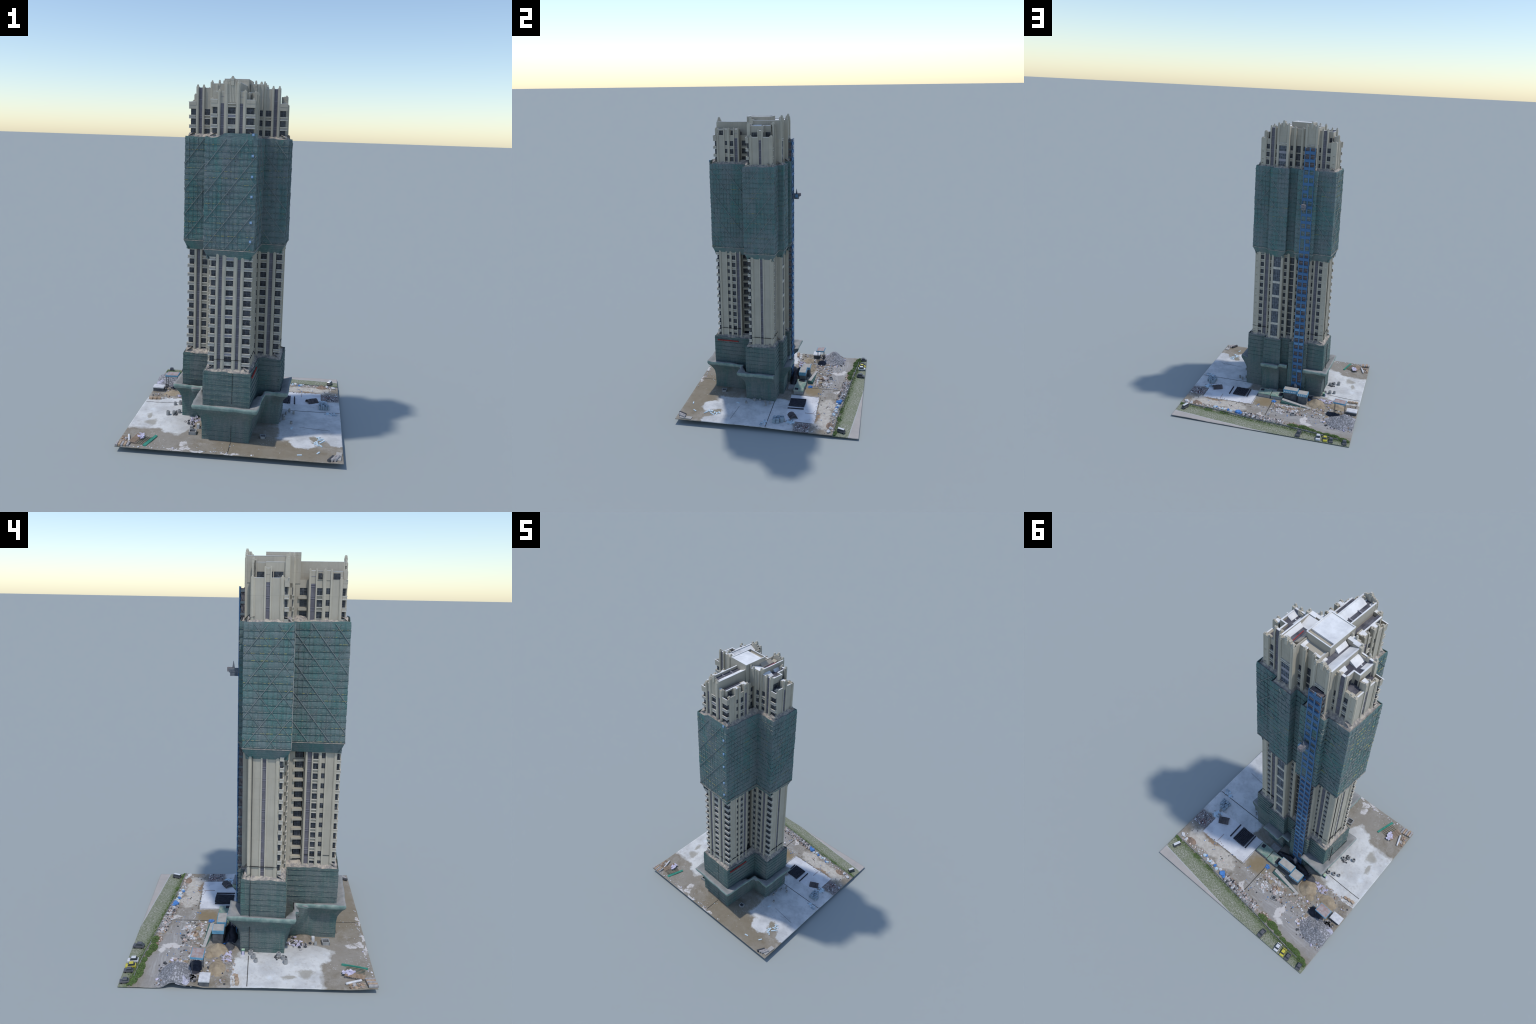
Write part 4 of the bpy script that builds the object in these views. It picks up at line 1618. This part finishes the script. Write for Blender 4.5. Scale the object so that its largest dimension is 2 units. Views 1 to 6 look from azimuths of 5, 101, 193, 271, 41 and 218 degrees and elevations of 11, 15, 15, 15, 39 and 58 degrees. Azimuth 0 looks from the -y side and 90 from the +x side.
# cars
def car(name, x, y, rz, paint, ln=.040, wd=.020, h=.016, van=False):
    a = Acc()
    L2, W2 = ln / 2, wd / 2
    a.hexa([(-L2, -W2, .003), (L2, -W2, .003), (L2, W2, .003), (-L2, W2, .003),
            (-L2 * .98, -W2, h * .58), (L2 * .96, -W2, h * .52), (L2 * .96, W2, h * .52), (-L2 * .98, W2, h * .58)], M_charcoal if van else paint)
    f0, f1 = (.90, .82) if van else (.55, .28)
    b0, b1 = (-.97, -.94) if van else (-.85, -.55)
    a.hexa([(L2 * b0, -W2 * .92, h * .55), (L2 * f0, -W2 * .92, h * .52), (L2 * f0, W2 * .92, h * .52), (L2 * b0, W2 * .92, h * .55),
            (L2 * b1, -W2 * .78, h * .97), (L2 * f1, -W2 * .78, h * .97), (L2 * f1, W2 * .78, h * .97), (L2 * b1, W2 * .78, h * .97)], M_screen)
    a.hexa([(L2 * b1, -W2 * .80, h * .965), (L2 * f1, -W2 * .80, h * .965), (L2 * f1, W2 * .80, h * .965), (L2 * b1, W2 * .80, h * .965),
            (L2 * b1 * .97, -W2 * .70, h * 1.04), (L2 * f1 * .95, -W2 * .70, h * 1.04), (L2 * f1 * .95, W2 * .70, h * 1.04), (L2 * b1 * .97, W2 * .70, h * 1.04)], paint)
    ob = obj(name, a, site, bevel=.0012)
    ob.location = (x, y, gz(x, y))
    ob.rotation_euler = (0, 0, rz)
    w = Acc()
    for sx in (-.6, .6):
        for sy in (-1, 1):
            c0 = len(w.v)
            k = 12
            for t in (-.0015, .0015):
                for q in range(k):
                    an = 6.2832 * q / k
                    w.v.append((L2 * sx + .0034 * math.cos(an), W2 * sy * .96 + t, .0034 + .0034 * math.sin(an)))
            ii = w.idx(M_tyre)
            w.f += [[c0 + q for q in range(k)], [c0 + k + q for q in range(k)][::-1]]
            w.mi += [ii, ii]
            for q in range(k):
                w.f.append([c0 + q, c0 + (q + 1) % k, c0 + k + (q + 1) % k, c0 + k + q])
                w.mi.append(ii)
    obj('wheels', w, ob, stuff=True)
    return ob


car('van', .560, .498, math.radians(68), M_silver, .052, .024, .026, True)
car('car', -.404, .583, math.radians(95), M_silver, .056, .029, .028)
car('car', -.450, .585, math.radians(98), M_yellow, .052, .027, .025)
car('car', -.489, .587, math.radians(96), M_charcoal, .048, .026, .022)
car('car', -.578, .588, math.radians(100), M_charcoal, .046, .027, .023)
car('car', -.272, .580, math.radians(86), M_charcoal, .060, .028, .028)


# concrete drums
def drum(x, y, r=.011, h=.022, m=M_grey):
    a = Acc()
    k = 18
    ring = []
    for (rr, z) in ((r, 0), (r, h), (r * .55, h), (r * .5, h * .4)):
        ring.append([(rr * math.cos(6.2832 * q / k), rr * math.sin(6.2832 * q / k), z) for q in range(k)])
    vv = [p for rg in ring for p in rg]
    ff = []
    for j in range(3):
        for q in range(k):
            ff.append((j * k + q, j * k + (q + 1) % k, (j + 1) * k + (q + 1) % k, (j + 1) * k + q))
    a.add_mesh(vv, ff, m)
    a.add_mesh(ring[3], [tuple(range(k))], M_dgrey)
    ob = obj('concrete_drum', a, site)
    ob.location = (x, y, gz(x, y) - .001)


for x, y in ((-.358, -.150), (-.386, -.172), (-.420, -.183), (-.345, -.008), (-.378, -.022), (-.410, -.035)):
    drum(x, y, rnd.uniform(.0095, .012), rnd.uniform(.020, .026))
for x, y in ((.276, -.139), (.322, -.189), (.304, -.022), (.331, -.047), (.270, -.10), (.285, -.06)):
    drum(x, y, rnd.uniform(.006, .009), rnd.uniform(.016, .022))
a = Acc()
a.box(-.350, -.332, .022, .040, .015, .050, M_greenside)
a.box(-.349, -.333, .023, .039, .050, .052, plain('mint_lid', (.45, .62, .45)))
a.box(-.356, -.350, .024, .038, .015, .046, M_lilac)
obj('green_bin', a, site)


def frame(name, x, y, s, h, rz, m=M_grey):
    a = Acc()
    t = s * .14
    for sx, sy, lx, ly in ((0, -1, 1, 0), (0, 1, 1, 0), (-1, 0, 0, 1), (1, 0, 0, 1)):
        M_ = Matrix.Rotation(rz, 3, 'Z')
        c = M_ @ Vector((sx * (s / 2 - t / 2), sy * (s / 2 - t / 2), 0))
        a.obox((x + c.x, y + c.y, gz(x, y) + h / 2), (s if lx else t, s if ly else t, h - (.0008 if lx else 0)), rz, m)
    a.obox((x, y, gz(x, y) + h * .25), (s - 2 * t, s - 2 * t, h * .3), rz, M_dgrey)
    obj(name, a, site)


frame('hollow_block', -.226, -.399, .042, .018, .06)
frame('hollow_block', .141 + .03, -.388, .034, .014, .1)
frame('hollow_block', -.181, .359, .028, .010, .2)
a = Acc()
a.box(-.252, -.236, -.352, -.338, .02, .046, M_grey)
a.box(-.215, -.199, -.342, -.326, .02, .056, M_white)
obj('white_crate', a, site)
scatter('tool_clutter', 70, lambda: (rnd.gauss(-.235, .022), rnd.gauss(-.255, .035)), [M_dgrey, M_greyjunk, M_lilac, M_dgrey], (.006, .016), .9, tilt=.9)
scatter('tool_clutter', 26, lambda: (rnd.gauss(-.375, .012), rnd.gauss(-.165, .02)), [M_dgrey, M_grey], (.004, .012), .9, tilt=.9)

# timber rack, green mesh, lilac sheet, pipe and steps in the west front corner
a = Acc()
c0 = Vector((-.520, -.515, 0))
R2 = Matrix.Rotation(math.radians(-14), 3, 'Z')


def rk(x, y):
    q = R2 @ Vector((x, y, 0))
    return c0.x + q.x, c0.y + q.y


for i in range(11):
    x0, y0 = rk(-.018 + .0036 * i, -.050)
    x1, y1 = rk(-.018 + .0036 * i, .048)
    a.bar((x0, y0, .036), (x1, y1, .036), .0016, M_wood)
for i in range(6):
    x0, y0 = rk(-.020, -.045 + .018 * i)
    x1, y1 = rk(.022, -.045 + .018 * i)
    a.bar((x0, y0, .033), (x1, y1, .033), .0020, M_pinkjunk)
for i in range(9):
    x0, y0 = rk(.024 + .006 * i, -.045)
    x1, y1 = rk(.026 + .006 * i, .050)
    a.bar((x0, y0, .030), (x1, y1, .030), .0018, M_greenside if i % 2 else M_wood)
for i in range(6):
    x0, y0 = rk(.022, -.04 + .016 * i)
    x1, y1 = rk(.076, -.042 + .016 * i)
    a.bar((x0, y0, .028), (x1, y1, .028), .0018, M_brownjunk)
obj('timber_rack', a, site, stuff=True)
a = Acc()
q = [rk(.072, -.055), rk(.088, -.055), rk(.092, .075), rk(.080, .075)]
M_mesh = plain('bright_green_mesh', (.05, .25, .18), (.08, .33, .25), 50)
a.hexa([(*q[0], .015), (*q[1], .015), (*q[2], .015), (*q[3], .015), (*q[0], .037), (*q[1], .032), (*q[2], .032), (*q[3], .036)], M_mesh)
obj('green_mesh_roll', a, site)
a = Acc()
for i in range(14):
    x, y = rk(rnd.uniform(-.012, .03), rnd.uniform(.005, .055))
    a.obox((x, y, .038 + rnd.uniform(-.003, .003)), (.022, .014, .002), rnd.uniform(0, 3), M_lilac, rnd.uniform(-.3, .3), rnd.uniform(-.3, .3))
obj('lilac_sheet_scrap', a, site, stuff=True)
a = Acc()
a.bar((-.550, -.545, gz(-.55, -.545) + .006), (-.576, -.465, gz(-.576, -.465) + .006), .011, M_white)
obj('white_pipe', a, site, bevel=.003)
for i in range(5):
    a = Acc()
    a.obox((-.545 - .0145 * i, -.584 - .002 * i, gz(-.57, -.58) + .005 + .001 * i), (.012, .046, .010), .03, M_wood if i % 2 else M_greyjunk)
    obj('plank_step', a, site)
scatter('timber_offcut', 30, lambda: (rnd.uniform(-.605, -.57), rnd.uniform(-.55, -.48)), [M_wood, M_brownjunk, M_greyjunk], (.008, .022), .3)
scatter('litter', 34, lambda: (rnd.uniform(-.6, .15), rnd.uniform(-.607, -.585)), [M_white, M_lilac, M_greyjunk], (.004, .012), .3)

# east yard: arched shelter, pallets, boards
a = Acc()
k = 10
for i in range(k):
    t0, t1 = math.pi * i / k, math.pi * (i + 1) / k
    for j in range(3):
        y0, y1 = -.034 + .023 * j, -.034 + .023 * (j + 1) - .001
        rr = .026 + .001 * (j % 2)
        M_ = Matrix.Translation((.440, .160, gz(.44, .16) - .002)) @ Matrix.Rotation(math.radians(-62), 4, 'Z')
        P = []
        for (r_, tt, yy) in ((rr - .002, t0, y0), (rr - .002, t1, y0), (rr - .002, t1, y1), (rr - .002, t0, y1),
                             (rr, t0, y0), (rr, t1, y0), (rr, t1, y1), (rr, t0, y1)):
            P.append(M_ @ Vector((r_ * math.cos(tt), yy, r_ * .9 * math.sin(tt))))
        a.hexa(P, plain('arch_sheet', (.115, .10, .105), (.07, .065, .07), 40) if i == 0 and j == 0 else a.mats[0])
obj('arched_shelter', a, site)
for i in range(6):
    for j in range(3):
        if j == 2 and i > 3:
            continue
        a = Acc()
        x, y = .490 + .011 * i, .050 + .024 * j + rnd.uniform(-.002, .002)
        h = .028 if (i + j) % 3 else .020
        a.obox((x, y, gz(x, y) + h / 2), (.0098, .0225, h), .05, M_pallet)
        obj('stacked_pallet', a, site, bevel=.0015)
scatter('pale_board', 26, lambda: (rnd.uniform(.485, .54), rnd.uniform(.13, .175)), [M_pallet, M_palebl, M_grey], (.010, .022), .3, tilt=.2)
scatter('pale_board', 14, lambda: (rnd.uniform(.51, .59), rnd.uniform(-.035, .0)), [M_palebl, M_pallet], (.010, .018), .2, tilt=.1)
a = Acc()
for x, y, rz in ((.482, -.340, .6), (.500, -.355, .3), (.509, -.378, .9), (.474, -.401, 1.4), (.488, -.372, .2), (.494, -.433, 2.3), (.470, -.415, .5), (.465, -.398, 1.0),
                 (.485, -.352, 1.8), (.482, -.516, 1.0), (.382, -.557, .2), (.326, -.247, 1.3), (.478, -.425, 1.9), (.497, -.395, .8)):
    a.obox((x, y, gz(x, y) + .002), (.026, .008, .004), rz, M_palebl)
obj('pale_blue_plank', a, site, stuff=True)
for i in range(3):
    a = Acc()
    cu_ = []
    M_ = Matrix.Translation((.548 + .016 * i, -.580 + .004 * i, gz(.55, -.58) + .008)) @ Matrix.Rotation(math.radians(62), 4, 'Z')
    kk = 12
    vv = []
    for xx in (-.028, .028):
        for q in range(kk):
            vv.append(M_ @ Vector((xx, .0085 * math.cos(6.2832 * q / kk), .0085 * math.sin(6.2832 * q / kk))))
    a.add_mesh(vv, [(q, (q + 1) % kk, kk + (q + 1) % kk, kk + q) for q in range(kk)] + [tuple(range(kk))[::-1], tuple(range(kk, 2 * kk))],
               M_dgrey if i == 0 else M_greyjunk)
    obj('concrete_pipe', a, site)
a = Acc()
a.obox((.590, -.545, gz(.58, -.54) + .003), (.030, .085, .006), -.1, M_shedroof)
obj('loose_slab', a, site)

# back yard scatter
scatter('purple_debris', 60, lambda: (rnd.gauss(-.375, .022), rnd.gauss(.112, .012)), [M_lilac, M_lilac, M_greyjunk, M_brownjunk], (.008, .020), .5, tilt=.6)
scatter('rubble_board', 26, lambda: (rnd.gauss(-.412, .014), rnd.gauss(.345, .016)), [M_sand, M_pinkjunk, M_white], (.008, .020), .3, tilt=.4)
scatter('gravel_chip', 220, lambda: (rnd.gauss(-.53, .05), rnd.gauss(.355, .035)), [M_white, M_greyjunk, M_purplegravel, M_dgrey], (.003, .008), .8, tilt=.8)
scatter('blue_netting_heap', 24, lambda: (rnd.gauss(-.012, .006), rnd.gauss(.222, .008)), [M_tarp], (.006, .014), .7, tilt=.8)
scatter('white_scrap', 40, lambda: (rnd.gauss(-.08, .018), rnd.gauss(.34, .016)), [M_white], (.004, .014), .2, tilt=.2)
scatter('white_scrap', 26, lambda: (rnd.gauss(-.165, .012), rnd.gauss(.318, .010)), [M_white, M_white, M_pinkjunk], (.006, .018), .4)
scatter('white_scrap', 30, lambda: (rnd.uniform(-.19, -.03), rnd.gauss(.262, .004)), [M_white, M_pinkjunk, M_greyjunk], (.006, .016), .3)
scatter('brown_crate_scrap', 10, lambda: (rnd.gauss(-.158, .008), rnd.gauss(.296, .006)), [M_brownjunk, M_wood], (.010, .022), .7)
scatter('brown_crate_scrap', 4, lambda: (rnd.gauss(-.094, .006), rnd.gauss(.286, .004)), [M_sand], (.012, .024), .3, tilt=.1)
scatter('kerb_stone', 14, lambda: (rnd.uniform(-.02, .10), rnd.gauss(.325, .003)), [M_white, M_greyjunk], (.005, .010), .4)
scatter('yard_litter', 200, lambda: (rnd.uniform(-.6, .6), rnd.uniform(.29, .44)), [M_white, M_greyjunk, M_pinkjunk, M_dgrey, M_brownjunk, M_tarp], (.003, .009), .4)
scatter('site_clutter', 90, lambda: (rnd.uniform(-.59, -.33), rnd.uniform(.085, .25)), [M_greyjunk, M_brownjunk, M_sand, M_dgrey, M_lilac, M_white], (.004, .014), .5, tilt=.5)
scatter('yard_litter', 26, lambda: (rnd.uniform(-.6, .6), rnd.uniform(-.6, -.48)), [M_white, M_greyjunk, M_palebl], (.003, .006), .3)
scatter('yard_rubble', 170, lambda: (rnd.uniform(-.40, -.02), rnd.uniform(.24, .36)), [M_greyjunk, M_white, M_pinkjunk, M_brownjunk, M_dgrey], (.004, .013), .5, tilt=.5)
scatter('site_clutter', 70, lambda: (rnd.uniform(-.30, .02), rnd.uniform(.085, .135)), [M_dgrey, M_dgrey, M_greyjunk, M_black, M_tarp], (.006, .018), .7, tilt=.8)
scatter('rust_scrap', 90, lambda: (rnd.uniform(.51, .608), rnd.uniform(.195, .288)), [M_dgrey, M_greyjunk, M_rust, M_white], (.003, .010), .5)
a = Acc()
for i in range(3):
    a.obox((-.535 - .026 * i, .056 - .003 * i, gz(-.55, .05) + .007), (.022, .016, .012), -.1 * i, M_wood)
obj('timber_stack', a, site)
scatter('kerb_litter', 40, lambda: (rnd.uniform(-.6, -.42), rnd.gauss(.075, .006)), [M_white, M_greyjunk, M_wood], (.004, .012), .3)

mound('dark_mass', -.125, .098, .140, .040, .078, M_black, .5, 30)
mound('dark_mass', -.205, .118, .045, .022, .050, M_black, .6, 40)
mound('dark_mass', -.120, .108, .040, .020, .045, M_dgrey, .6, 40)
mound('dark_mass', -.275, .105, .045, .030, .028, M_dgrey, .6, 40)
mound('dark_mass', -.030, .100, .035, .022, .030, M_dgrey, .6, 40)
scatter('mixed_debris', 260, lambda: (rnd.gauss(-.52, .045), rnd.gauss(.345, .035)), [M_gravel, M_greyjunk, M_lilac, M_dgrey, M_brownjunk, M_purplegravel], (.006, .018), .6, tilt=.7)

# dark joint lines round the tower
SEAM = Acc(True)
for zz, off in ((.492, .0062),):
    for f, s0, s1 in ((Face((.090, 0), (0, 1)), -.41, -.253), (Face((-.126, 0), (0, -1)), .253, .41), (Face((0, -.428), (1, 0)), -.096, .053),
                      (Face((.213, 0), (0, 1)), -.147, .003), (Face((mx(.213, -1), 0), (0, -1)), -.003, .147),
                      (Face((0, 0), (-1, 0)), -.214, -.10), (Face((0, 0), (-1, 0)), mx(.10, -1) * -1, mx(.214, -1) * -1)):
        f.box(SEAM, s0, s1, .0, off, zz, zz + .002, M_gap)
for X, zz0, zz1 in ((-.3300, .03, .428), (-.2990, .43, 1.06)):
    SEAM.box(X - .002, X + .002, -.0185, -.0160, zz0, zz1, M_gap)
SEAM.box(.0105, .0128, -.4655 + .010, -.4560, .03, .155, M_gap)
SEAM.box(.0105, .0128, -.4655 + .010, -.4560, .25, .425, M_gap)
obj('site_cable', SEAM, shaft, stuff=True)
mound('dirt_heap', -.190, -.285, .055, .055, .024, plain('dark_soil', (.22, .185, .145), (.29, .25, .20), 40), .5, 30)
